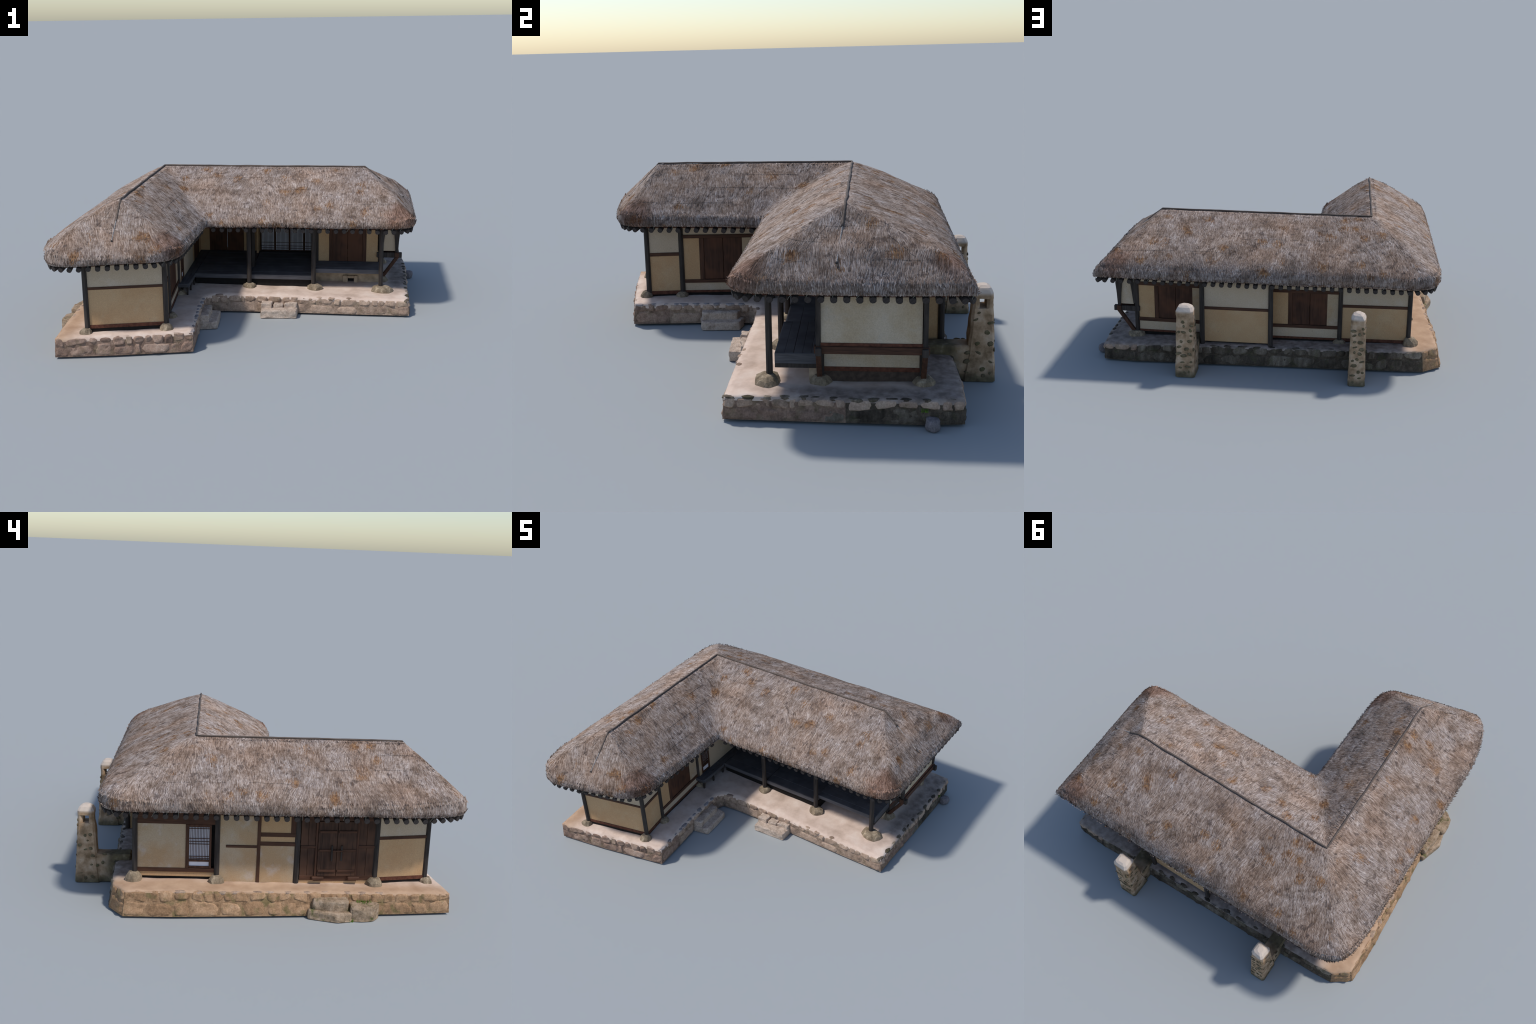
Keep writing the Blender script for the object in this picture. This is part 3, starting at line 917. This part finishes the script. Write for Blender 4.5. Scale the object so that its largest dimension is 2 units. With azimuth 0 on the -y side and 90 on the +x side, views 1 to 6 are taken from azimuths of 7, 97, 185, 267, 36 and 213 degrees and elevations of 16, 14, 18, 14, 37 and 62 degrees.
for f0, f1 in ((0, 1),):
    slab(quad_between((-.172, -.400), (-.178, -.222), (-.232, -.21), (-.226, -.41), f0, f1), 0, .078, M['step_stone'], steps, seed=R.uniform(0, 30))
# two mossy boulders on the west side and one on the east
slab([(-.955, -.200), (-.997, -.335), (-.981, -.405), (-.905, -.42), (-.895, -.195)], 0, .044, M['grass_stone'], steps, 'boulder', .010, 3)
slab([(-.944, -.222), (-.964, -.325), (-.958, -.392), (-.895, -.395), (-.893, -.215)], .02, .094, M['grass_stone'], steps, 'boulder', .012, 8)
slab([(-.976, -.398), (-.982, -.455), (-.972, -.510), (-.925, -.545), (-.885, -.53), (-.89, -.40)], 0, .072, M['grass_stone'], steps, 'boulder', .012, 12)
flat_stone(.970, .668, .020, .032, .028, .3, .038, M['dark_grey_stone'], steps, 'boulder', 21)

# grass tufts by the boulders
gb = []
for (gx, gy, gz, n, sp) in ((-.915, -.47, .072, 60, .035), (-.975, -.405, .0, 30, .02), (.945, .64, .06, 26, .012),):
    for _ in range(n):
        x_, y_ = gx + R.uniform(-sp, sp) * (.35 if abs(gx) > .8 else 1), gy + R.uniform(-sp, sp) * (1 if abs(gx) > .8 else .12)
        h = R.uniform(.006, .015)
        gb.append(tube([(x_, y_, gz - .003), (x_ + R.uniform(-.004, .004), y_ + R.uniform(-.004, .004), gz + h)], [.0014, .0003], 4))
vs, fs = merge(gb)
o = new_obj('grass', mesh_from('grass', vs, fs), house, M['green']); o['kind'] = 'stuff'

# ================================================================== WALLS
SW, SE_, E2, E3 = (-.728, -.801), (-.335, -.708), (-.360, -.533), (-.393, -.130)
HC = (-.400, .640)                     # hall's inner west corner
PA, PB, PC, PCB = (0.0, .052), (.383, .058), (.777, .050), (.777, .251)
NE, N2, N3, N4, NW = (.772, .641), (.376, .742), (-.011, .740), (-.397, .645), (-.787, .633)
W2, W3, W4 = (-.791, .238), (-.792, -.149), (-.773, -.540)
MID, SB, LB = (0.0, .245), (.390, .251), (-.405, .330)
ZT = .515

posts = empty('posts', house)
def post(x, y, z0=.112, z1=ZT, r=.0128, lean=(0, 0), name='post', mat='black_wood'):
    vs, fs = [], []
    for z, rr in ((z0, r * 1.02), ((z0 + z1) / 2, r), (z1, r * .96)):
        f = (z - z0) / (z1 - z0)
        for k in range(8):
            a = math.pi / 8 + k * math.pi / 4
            rad = rr * 1.06 if k % 2 else rr * 1.06
            vs.append((x + lean[0] * f + rad * math.cos(a), y + lean[1] * f + rad * math.sin(a), z))
    for i in range(2):
        for k in range(8):
            fs.append((i * 8 + k, i * 8 + (k + 1) % 8, (i + 1) * 8 + (k + 1) % 8, (i + 1) * 8 + k))
    fs += [tuple(range(8))[::-1], tuple(16 + k for k in range(8))]
    return new_obj(name, mesh_from(name, vs, fs), posts, M[mat])
for q0 in (SW, SE_, E2, E3, PA, PB, PC, NE, NW, W2, W4):
    post(*q0, z0=.122)
for q0 in (PCB, N4, MID, SB, LB):
    post(*q0, z0=.115)
for q0 in (N2, N3, W3):
    post(*q0, z0=.106, r=.0135)

found = empty('foundation_stones', house)
def footing(x, y, rx, ry, zt, seed):
    bmf = bmesh.new()
    bmesh.ops.create_icosphere(bmf, subdivisions=2, radius=1.0)
    z0 = .098
    for v in bmf.verts:
        k = 1 + .25 * nz(v.co, 1.3, seed)
        c = v.co * k
        flat = max(0, c.z)
        c.z = min(c.z, .78)
        v.co = Vector((x + c.x * rx, y + c.y * ry, z0 + c.z * (zt - z0) / .78))
    return bm_finish(bmf, 'foundation_stone', found, M['found'], False)
for n_, (q0, rx, ry, zt, dx, dy) in enumerate([
        (SW, .037, .034, .137, -.004, -.010), (SE_, .043, .036, .143, .0, -.014), (E2, .038, .034, .137, .012, 0), (E3, .036, .036, .135, .012, 0),
        (PA, .042, .040, .133, .004, -.006), (PB, .048, .042, .134, .008, -.008), (PC, .066, .054, .134, .010, -.006), (PCB, .048, .046, .134, .006, 0),
        (NE, .052, .046, .134, .006, .004), (N4, .042, .034, .137, 0, .008), (NW, .050, .044, .164, -.012, .006), (W2, .040, .042, .152, -.012, 0), (W4, .046, .044, .148, -.014, 0)]):
    footing(q0[0] + dx, q0[1] + dy, rx, ry, zt, n_ * 3.7)

walls = empty('walls', house)
def panel(W, u0, u1, z0, z1, mat, d=.0, th=.012, name='wall_panel', parent=walls):
    return W.box(name, parent, M[mat], u0, u1, z0, z1, d - th, d, .0)
def beam(W, u0, u1, z0, z1, d=.006, th=.022, mat='brown', name='beam', parent=walls):
    return W.box(name, parent, M[mat], u0, u1, z0, z1, d - th, d, .0012)

def banded_bay(W, u0, u1, zb, b0, b1, low='lower', up='upper', base=True):
    panel(W, u0, u1, zb, b0, low)
    panel(W, u0, u1, b1, ZT, up)
    beam(W, u0, u1, b0, b1, .004)
    if base:
        W.box('ground_sill', walls, M['sill'], u0, u1, zb - .018, zb, -.02, .003, 0)
    panel(W, u0, u1, .09, zb - .016, 'dark', -.001)  # dark strip stands for the shadow gap below the sill

# double-leaf plank door between two plaster panels
def door_bay(W, u0, u1, uf, ul, ur, zb, s0, s1, l0, l1, leafmat='door', frame_both=True):
    """uf..ul: frame jamb, ul..ur leaves; s = threshold, l = lintel heights."""
    panel(W, u0, u1, l1, ZT, 'upper')
    beam(W, u0, u1, l0, l1, .006)
    beam(W, u0, u1, s0, s1, .006)
    panel(W, u0, uf, s1, l0, 'lower'); panel(W, ur, u1, s1, l0, 'mixed')
    panel(W, u0, u1, zb, s0, 'upper')
    W.box('ground_sill', walls, M['sill'], u0, u1, zb - .012, zb, -.02, .003, 0)
    panel(W, u0, u1, .09, zb - .012, 'dark', -.001)  # near-black strip paints the shade at the wall foot
    dr = empty('door', house)
    W.box('door_jamb', dr, M['brown_v'], uf, ul, s1, l0, -.016, .003, .001)
    um = (ul + ur) / 2
    for a, b in ((ul, um - .0008), (um + .0008, ur)):
        W.box('door_leaf', dr, M[leafmat], a + .0005, b, s1 + .0005, l0 - .0005, -.014, .000, .0012)
    return dr

# --- south gable wall
w = Wall(SW, SE_)
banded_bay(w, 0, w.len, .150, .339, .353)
# --- east side of the south wing
w = Wall(SE_, E2)
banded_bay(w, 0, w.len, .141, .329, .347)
w = Wall(E2, E3)
door_bay(w, 0, w.len, w.uy(-.439), w.uy(-.415), w.uy(-.216), .141, .182, .200, .421, .439)
w = Wall((-.380, -.130), (-.394, .640))
ws, we = w.uy(-.104), w.uy(-.022)
panel(w, 0, ws, .18, ZT, 'mixed'); panel(w, we, w.uy(.30), .18, ZT, 'upper'); panel(w, w.uy(.30), w.uy(.345), .18, ZT, 'lower')
panel(w, w.uy(.52), w.len, .18, ZT, 'lower'); panel(w, w.uy(.345), w.uy(.52), .42, ZT, 'lower')
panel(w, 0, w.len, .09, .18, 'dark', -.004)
panel(w, ws, we, .43, ZT, 'upper')
w.box('door_leaf', empty('door', house), M['door'], w.uy(.345), w.uy(.52), .18, .42, -.012, .002, .001)
def lattice_window(W, u0, u1, z0, z1, zpanel, ncol, rows, d=.0, parent=None, fw=.011, side=1):
    """A sash: frame, paper, lattice bars and a plain paper panel below zpanel."""
    win = parent or empty('window', house)
    bmf = bmesh.new()
    W.add(bmf, u0, u0 + fw, z0, z1, d - .012, d, .0008); W.add(bmf, u1 - fw, u1, z0, z1, d - .012, d, .0008)
    W.add(bmf, u0 + fw, u1 - fw, z1 - fw, z1, d - .012, d - .0006, .0008); W.add(bmf, u0 + fw, u1 - fw, z0, z0 + fw * .8, d - .012, d - .0006, .0008)
    if zpanel:
        W.add(bmf, u0 + fw, u1 - fw, zpanel - .005, zpanel + .005, d - .012, d - .0008, .0005)
    bm_finish(bmf, 'sash_frame', win, M['brown_v'])
    W.box('window_paper', win, M['paper'], u0 + fw * .5, u1 - fw * .5, z0 + .004, z1 - .004, d - .0095, d - .0075, 0)
    a, b = u0 + fw, u1 - fw
    zl = (zpanel + .005) if zpanel else z0 + fw * .8
    bmf = bmesh.new()
    for k in range(1, ncol):
        c = a + (b - a) * k / ncol
        W.add(bmf, c - .0011, c + .0011, zl, z1 - fw, d - .0076, d - .0035)
    for zz in rows:
        W.add(bmf, a, b, zz - .0011, zz + .0011, d - .0076, d - .0028)
    bm_finish(bmf, 'lattice_bar', win, M['brown_v'])['kind'] = 'stuff'
    return win
lattice_window(w, ws, we, .185, .43, .232, 8, (.245, .26, .33, .345, .40, .415), .003)

# --- hall back wall (inside) and N bays
w = Wall((-.405, .605), (0.0, .605))
panel(w, 0, .072, .18, ZT, 'lower'); panel(w, .300, .405, .18, ZT, 'lower')
dr = empty('door', house)
w.box('door_leaf', dr, M['door'], .072, .188, .18, .47, -.010, .002, .001)
w.box('door_leaf', dr, M['door'], .193, .298, .18, .47, -.010, .002, .001)
w.box('gap_light', dr, M['paper'], .1885, .1925, .20, .47, -.010, -.004, 0)  # pale strip painted as the light coming through between the leaves
panel(w, .072, .300, .47, ZT, 'lower')
w = Wall((0.0, .608), (.390, .608))
for k in range(4):
    a = .006 + k * .095
    lattice_window(w, a, a + .094, .182, .47, 0, 10, (.2, .215, .238), .002, fw=.006)
beam(w, 0, .39, .47, .50)
# side walls of the hall and the little east room
w = Wall((.390, .66), (.390, .251)); panel(w, 0, w.len, .12, ZT, 'lower', .004)
w = Wall((-.004, .30), (-.004, .66)); panel(w, .25, w.len, .18, ZT, 'lower', .002)

# --- east room: south face with door over the small wooden porch
w = Wall((.390, .251), (.777, .251))
panel(w, .0, .077, .215, ZT, 'lower'); panel(w, .302, w.len, .215, ZT, 'lower'); panel(w, .077, .302, .485, ZT, 'upper')
dr = empty('door', house)
for a, b in ((.077, .098), (.280, .302)):
    w.box('door_jamb', dr, M['brown_v'], a, b, .215, .485, -.014, .002, .001)
for a, b in ((.098, .1885), (.1898, .280)):
    w.box('door_leaf', dr, M['door'], a, b, .215, .485, -.014, -.001, .001)
# hearth under it
hearth = empty('hearth', house)
w = Wall((.390, .205), (.777, .205))
bmf = bmesh.new()
w.add(bmf, 0, .163, .09, .21, -.03, 0); w.add(bmf, .252, w.len, .09, .21, -.03, 0); w.add(bmf, .163, .252, .147, .21, -.03, 0)
bm_finish(bmf, 'hearth_wall', hearth, M['hearth'])
bmf = bmesh.new()
w.add(bmf, .162, .194, .09, .148, -.02, .018, .004); w.add(bmf, .231, .253, .09, .148, -.02, .018, .004); w.add(bmf, .194, .231, .131, .147, -.02, .017, .003)
bm_finish(bmf, 'firebox_surround', hearth, M['hearth'])
w.box('firebox', hearth, M['dark'], .19, .235, .085, .135, -.08, -.012, 0)

# --- east wall with the projecting alcove
w = Wall((.776, .251), (.776, .642))
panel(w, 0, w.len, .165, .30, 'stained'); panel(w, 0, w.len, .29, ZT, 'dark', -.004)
w.box('ground_sill', walls, M['sill'], 0, w.len, .148, .165, -.02, .003, 0)
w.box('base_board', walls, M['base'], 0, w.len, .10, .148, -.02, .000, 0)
alc = empty('alcove', house)
w = Wall((.876, .245), (.876, .645))
panel(w, .012, .386, .297, ZT, 'stained', .0, .01, parent=alc)
w.box('alcove_rail', alc, M['sill'], .0, .400, .284, .297, -.012, .004, .001)
w.box('alcove_beam', alc, M['brown'], -.014, .414, .256, .285, -.014, .012, .002)
w.box('alcove_floor', alc, M['brown'], .004, .396, .266, .284, -.098, -.014, 0)
for y_, sg in ((.247, -1), (.643, 1)):
    wb = Wall((.755, y_ - .0), (.905, y_ - .0)) if sg < 0 else Wall((.905, y_), (.755, y_))
    wb.box('alcove_bracket', alc, M['black_wood'], 0, .15, .252, .283, -.013, .010, .002)
    # side wall: plaster wedge between two flaring posts
    bmf = bmesh.new()
    yy = y_ + .004 * -sg
    pr_ = [(.792, .292), (.868, .292), (.846, ZT), (.806, ZT)]
    v1 = [bmf.verts.new((x_, yy - .003, z_)) for x_, z_ in pr_]; v2 = [bmf.verts.new((x_, yy + .003, z_)) for x_, z_ in pr_]
    for i in range(4):
        j = (i + 1) % 4
        bmf.faces.new((v1[i], v1[j], v2[j], v2[i]))
    bmf.faces.new(v1[::-1]); bmf.faces.new(v2)
    bmesh.ops.recalc_face_normals(bmf, faces=bmf.faces)
    bm_finish(bmf, 'wall_panel', alc, M['upper'])
    # flaring post at the alcove corner and a knee on the main post
    for prof_ in ([(.866, .280), (.882, .280), (.886, .36), (.892, .42), (.890, .47), (.884, ZT), (.842, ZT), (.862, .36)],
                  [(.777, .300), (.790, .300), (.802, .40), (.822, ZT), (.777, ZT)]):
        bmf = bmesh.new()
        v1 = [bmf.verts.new((x_, y_ - .009, z_)) for x_, z_ in prof_]; v2 = [bmf.verts.new((x_, y_ + .009, z_)) for x_, z_ in prof_]
        n = len(prof_)
        for i in range(n):
            j = (i + 1) % n
            bmf.faces.new((v1[i], v1[j], v2[j], v2[i]))
        bmf.faces.new(v1[::-1]); bmf.faces.new(v2)
        bmesh.ops.recalc_face_normals(bmf, faces=bmf.faces)
        bm_finish(bmf, 'alcove_post', alc, M['black_wood'])
    # slanting strut down to the foundation stone
    bmf = bmesh.new()
    a_, b_ = Vector((.880, y_, .258)), Vector((.786, y_ + .0, .122))
    ax = (b_ - a_); up_ = Vector((0, 1, 0)); sd = ax.normalized().cross(up_)
    bm_box(bmf, (a_ + b_) / 2, ax / 2, up_ * .010, sd * .0095, .0015)
    bm_finish(bmf, 'strut', alc, M['brown_v'])

# --- north side
w = Wall((.772, .642), (.376, .653))
door_bay(w, 0, w.len, w.ux(.668), w.ux(.645), w.ux(.447), .141, .194, .215, .412, .432)
w = Wall((.376, .736), (-.011, .734))
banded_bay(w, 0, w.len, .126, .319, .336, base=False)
for q0, q1 in (((.376, .635), N2), (N3, (-.011, .635))):
    ww = Wall(q0, q1)
    panel(ww, 0, ww.len, .11, ZT, 'lower')
w = Wall((-.011, .650), N4)
door_bay(w, 0, w.len, w.ux(-.102), w.ux(-.126), w.ux(-.323), .141, .197, .216, .408, .426)
w = Wall(N4, NW)
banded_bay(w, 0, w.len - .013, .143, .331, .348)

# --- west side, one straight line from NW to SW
OFF = lambda a, b: Wall((a[0] - .004, a[1]), (b[0] - .004, b[1]))
w = Wall((NW[0] + .004, NW[1]), (W2[0] + .004, W2[1]))
U = w.uy
panel(w, U(.63), U(.24), .468, ZT, 'lower'); beam(w, U(.63), U(.24), .405, .468, .006)
panel(w, U(.63), U(.390), .182, .405, 'mixed', .002)
beam(w, U(.63), U(.24), .162, .182, .007); panel(w, U(.63), U(.24), .138, .162, 'lower')
panel(w, U(.63), U(.24), .09, .138, 'dark', -.01)  # dark panel in place of the shadow below the wall
beam(w, U(.390), U(.376), .182, .405, .0075, mat='brown_v')
lattice_window(w, U(.384), U(.266), .184, .404, .221, 13, (.232, .242, .305, .318, .333, .383, .392), .006)
w.box('opening_backing', walls, M['dark'], U(.27), U(.22), .182, .405, -.05, -.02, 0)  # near-black block set back in the gap stands for its dark inside
# timber-framed bay
w = OFF(W2, W3); U = w.uy
panel(w, U(.24), U(.042), .118, ZT, 'mixed')
panel(w, U(.036), U(-.15), .118, .308, 'mixed'); panel(w, U(.036), U(-.15), .326, .353, 'lower'); panel(w, U(.036), U(-.15), .372, ZT, 'lower')
beam(w, U(.196), U(.045), .294, .307, .004)
beam(w, U(.046), U(.030), .116, ZT, .0045, mat='brown_v')
beam(w, U(.030), U(-.15), .353, .373, .004); beam(w, U(.030), U(-.15), .307, .327, .004)
beam(w, U(-.115), U(-.145), .373, ZT, .004, mat='brown_v')
# gate bay
gate = empty('gate', house)
w = OFF(W3, W4); U = w.uy
panel(w, U(-.15), U(-.54), .462, ZT, 'lower')
ga, gb_ = U(-.165), U(-.53)
l0_, l1_, lm = U(-.249), U(-.437), U(-.342)
for a, b in ((ga, l0_ - .012), (l1_ + .012, gb_)):
    n = 2
    for k in range(n):
        f0, f1 = a + (b - a) * k / n, a + (b - a) * (k + 1) / n
        w.box('gate_plank', gate, M['gate'], f0 + .0006, f1 - .0006, .150, .300, -.012, .000 + R.uniform(-.001, .001), .0008)
        w.box('gate_plank', gate, M['gate'], f0 + .0006, f1 - .0006, .310, .440, -.012, .000 + R.uniform(-.001, .001), .0008)
    w.box('gate_rail', gate, M['brown'], a, b, .299, .311, -.012, .005, .0012)
    w.box('gate_rail', gate, M['brown'], a, b, .133, .156, -.012, .003, .0012)
    w.box('gate_rail', gate, M['brown'], a, b, .437, .463, -.012, .004, .0012)
w.box('gate_rail', gate, M['brown'], l0_ - .012, l1_ + .012, .437, .463, -.012, .008, .0015)
w.box('gate_rail', gate, M['brown'], l0_ - .013, l1_ + .013, .128, .158, -.012, .001, .0012)
for a, b in ((l0_ - .012, l0_ - .001), (l1_ + .001, l1_ + .012)):
    w.box('gate_post', gate, M['brown_v'], a, b, .150, .440, -.012, .006, .001)
for a, b in ((l0_, lm - .001), (lm + .001, l1_)):
    leaf = w.box('gate_leaf', gate, M['gate'], a, b, .157, .435, -.010, .010, .001)
    for k in ((.2,) if a < l0_ + .01 else (.8,)):
        c = a + (b - a) * k
        w.box('plank_joint', gate, M['dark'], c - .0007, c + .0007, .160, .432, .0085, .0103, 0)
    for z_ in (.185, .290, .385):
        w.box('gate_batten', gate, M['brown'], a + .004, b - .002, z_ - .006, z_ + .006, .008, .0165, .0015)
for a in (lm - .026, lm + .022):
    w.box('gate_handle', gate, M['black_wood'], a - .004, a + .004, .238, .318, .015, .0235, .002)
w.box('gate_bolt', gate, M['brown'], lm - .022, lm + .026, .287, .294, .0195, .0265, .0015)
for a, b in ((l0_ - .026, l0_ + .034), (l1_ - .036, l1_ + .022)):
    w.box('gate_socket', gate, M['brown'], a, b, .139, .156, -.004, .024, .004)
w.box('ground_sill', walls, M['lower'], U(-.15), U(-.54), .112, .132, -.02, -.002, 0)
w = OFF(W4, SW)
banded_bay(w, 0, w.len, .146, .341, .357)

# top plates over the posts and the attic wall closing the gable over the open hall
plates = empty('top_plates', house)
for a, b in ((PA, PB), (PB, PC), (PA, (-.40, .046)), (PCB, SB), (PC, PCB)):
    ww = Wall(a, b)
    ww.box('top_plate', plates, M['sill'], 0, ww.len, .470, .500, -.011, .011, .002)
bmf = bmesh.new()
for x0_, x1_, y0_, y1_ in ((-.74, -.40, -.70, .60), (-.40, .85, .07, .60)):
    bm_box(bmf, Vector(((x0_ + x1_) / 2, (y0_ + y1_) / 2, .528)), Vector(((x1_ - x0_) / 2, 0, 0)), Vector((0, (y1_ - y0_) / 2, 0)), Vector((0, 0, .004)))
bm_finish(bmf, 'attic_floor', plates, M['soffit'])

# ---- wooden floors
floors = empty('wooden_floor', house)
def planks(x0, x1, y0, y1, z0, z1, n, along_x=True):
    for k in range(n):
        f0, f1 = k / n, (k + 1) / n
        bmf = bmesh.new()
        if along_x:
            a0, a1, b0, b1 = x0, x1, y0 + (y1 - y0) * f0, y0 + (y1 - y0) * f1
        else:
            a0, a1, b0, b1 = x0 + (x1 - x0) * f0, x0 + (x1 - x0) * f1, y0, y1
        dz = R.uniform(-.0012, 0)
        bm_box(bmf, Vector(((a0 + a1) / 2, (b0 + b1) / 2, (z0 + z1) / 2 + dz)), Vector(((a1 - a0) / 2 - .0003, 0, 0)),
               Vector((0, (b1 - b0) / 2 - .0003, 0)), Vector((0, 0, (z1 - z0) / 2)), .001)
        bm_finish(bmf, 'floor_plank', floors, M['floor'])
planks(-.331, .002, .074, .618, .164, .179, 9)
planks(.004, .384, .074, .622, .164, .179, 9)
planks(-.402, -.333, -.150, .060, .166, .180, 4, False)
planks(-.392, -.333, .062, .618, .164, .179, 2, False)
planks(.392, .785, .076, .250, .198, .222, 5)
ww = Wall((-.333, .070), (.384, .070)); ww.box('floor_edge', floors, M['floor'], 0, ww.len, .152, .1785, -.006, .004, .0015)
ww = Wall((.390, .075), (.786, .075)); ww.box('floor_edge', floors, M['floor'], 0, ww.len, .196, .221, -.004, .003, .0015)
ww = Wall((.786, .072), (.786, .246)); ww.box('floor_edge', floors, M['floor'], 0, ww.len, .178, .2205, -.006, .003, .0015); ww.box('floor_beam', floors, M['black_wood'], 0, ww.len, .160, .178, -.012, .000, .0015)
ww = Wall((-.331, -.152), (-.331, .056)); ww.box('floor_edge', floors, M['floor'], 0, ww.len, .158, .1795, -.004, .004, .0015)
ww = Wall((-.395, -.155), (-.333, -.153)); ww.box('floor_edge', floors, M['floor'], 0, ww.len, .158, .1795, -.004, .004, .0015)
for x_, y_ in ((-.337, -.147), (-.337, -.05), (-.337, .05)):
    bmf = bmesh.new(); bm_box(bmf, Vector((x_, y_, .132)), Vector((.005, 0, 0)), Vector((0, .005, 0)), Vector((0, 0, .030)), .001)
    bm_finish(bmf, 'floor_leg', floors, M['black_wood'])
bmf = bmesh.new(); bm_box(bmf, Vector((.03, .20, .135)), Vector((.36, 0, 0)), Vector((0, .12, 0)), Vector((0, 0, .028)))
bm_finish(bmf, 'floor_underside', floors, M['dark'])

# ================================================================== CHIMNEYS
def chimney(x0, x1, ybase, seed, name='chimney'):
    ch = empty(name, house)
    xm = (x0 + x1) / 2; hw = (x1 - x0) / 2
    def ring_box(bm, levels, inset_last=False):
        prev = None
        for (z, xa, xb, ya, yb) in levels:
            r_ = .010
            pl = [(xa + r_, ya), (xb - r_, ya), (xb, ya + r_), (xb, yb - r_), (xb - r_, yb), (xa + r_, yb), (xa, yb - r_), (xa, ya + r_)]
            cur = [bm.verts.new((x_, y_, z)) for x_, y_ in pl]
            if prev:
                for i in range(8):
                    bm.faces.new((prev[i], prev[(i + 1) % 8], cur[(i + 1) % 8], cur[i]))
            else:
                bm.faces.new(cur[::-1])
            prev = cur
        bm.faces.new(prev)
    def fin(bm, nm, cuts=2):
        bmesh.ops.recalc_face_normals(bm, faces=bm.faces)
        bmesh.ops.subdivide_edges(bm, edges=[e for e in bm.edges if e.calc_length() > .02], cuts=cuts, use_grid_fill=True)
        for v in bm.verts:
            if v.co.z > .004:
                k = .0045
                v.co += Vector((nz(v.co, 22, seed), nz(v.co, 22, seed + 4), .5 * nz(v.co, 22, seed + 8))) * k
        return bm_finish(bm, nm, ch, M['clay'], False)
    bm = bmesh.new()
    ring_box(bm, [(0, xm - hw - .004, xm + hw + .004, ybase, .958), (.15, xm - hw, xm + hw, .846, .951),
                  (.316, xm - hw + .003, xm + hw - .003, .858, .943)])
    fin(bm, 'chimney_stack', 4)
    bm = bmesh.new()
    for ya, yb in ((.859, .886), (.916, .943)):
        ring = [(.3155, xm - hw + .003, xm + hw - .003, ya, yb), (.3565, xm - hw + .004, xm + hw - .004, ya + .001, yb - .001)]
        ring_box(bm, ring)
    fin(bm, 'flue_cheek', 1)
    bm = bmesh.new()
    ring_box(bm, [(.356, xm - hw + .003, xm + hw - .003, .859, .943), (.378, xm - hw + .004, xm + hw - .004, .860, .942),
                  (.398, xm - hw + .014, xm + hw - .014, .872, .932), (.408, xm - hw + .028, xm + hw - .028, .884, .92)])
    fin(bm, 'chimney_cap', 2)
    bm = bmesh.new()
    bm_box(bm, Vector((xm, .765, .076)), Vector((hw - .003, 0, 0)), Vector((0, .09, 0)), Vector((0, 0, .076)), .006)
    fin(bm, 'smoke_duct', 4)
    # field stones set in the clay
    rr = random.Random(seed)
    def pebble(c, nrm_, up_, a, b):
        bmf = bmesh.new()
        bmesh.ops.create_icosphere(bmf, subdivisions=2, radius=1)
        sd = nrm_.cross(up_)
        ang = rr.uniform(-.5, .5)
        e1 = sd * math.cos(ang) + up_ * math.sin(ang); e2 = nrm_.cross(e1)
        for v in bmf.verts:
            k = 1 + .25 * nz(v.co, 1.5, seed + c.z * 40)
            v.co = c + (e1 * v.co.x * a + e2 * v.co.y * b) * k + nrm_ * v.co.z * .0032
        bm_finish(bmf, 'chimney_stone', ch, M['pebble'], True)
    for side_, n_ in (('e', 14), ('w', 14), ('n', 20)):
        used = []
        for _ in range(n_ * 8):
            if len(used) >= n_:
                break
            z_ = rr.uniform(.02, .33)
            if side_ == 'n':
                q2 = (rr.uniform(xm - hw + .012, xm + hw - .012), z_)
            else:
                lo = .862 if z_ > .16 else .80
                q2 = (rr.uniform(lo, .938), z_)
            if any(abs(q2[0] - u_[0]) < .022 and abs(q2[1] - u_[1]) < .024 for u_ in used) or (side_ != 'n' and z_ > .30):
                continue
            used.append(q2)
            ysl = .957 - .0135 * z_ / .32
            if side_ == 'n':
                pebble(Vector((q2[0], ysl, z_)), Vector((0, 1, 0)), Vector((0, 0, 1)), rr.uniform(.007, .019), rr.uniform(.005, .011))
            else:
                sg = 1 if side_ == 'e' else -1
                xx = xm + sg * (hw + .002 - .006 * min(1, z_ / .3))
                pebble(Vector((xx, q2[0], z_)), Vector((sg, 0, 0)), Vector((0, 0, 1)), rr.uniform(.006, .016), rr.uniform(.005, .011))
    return ch
chimney(.387, .487, .824, 5)
chimney(-.543, -.457, .830, 17)
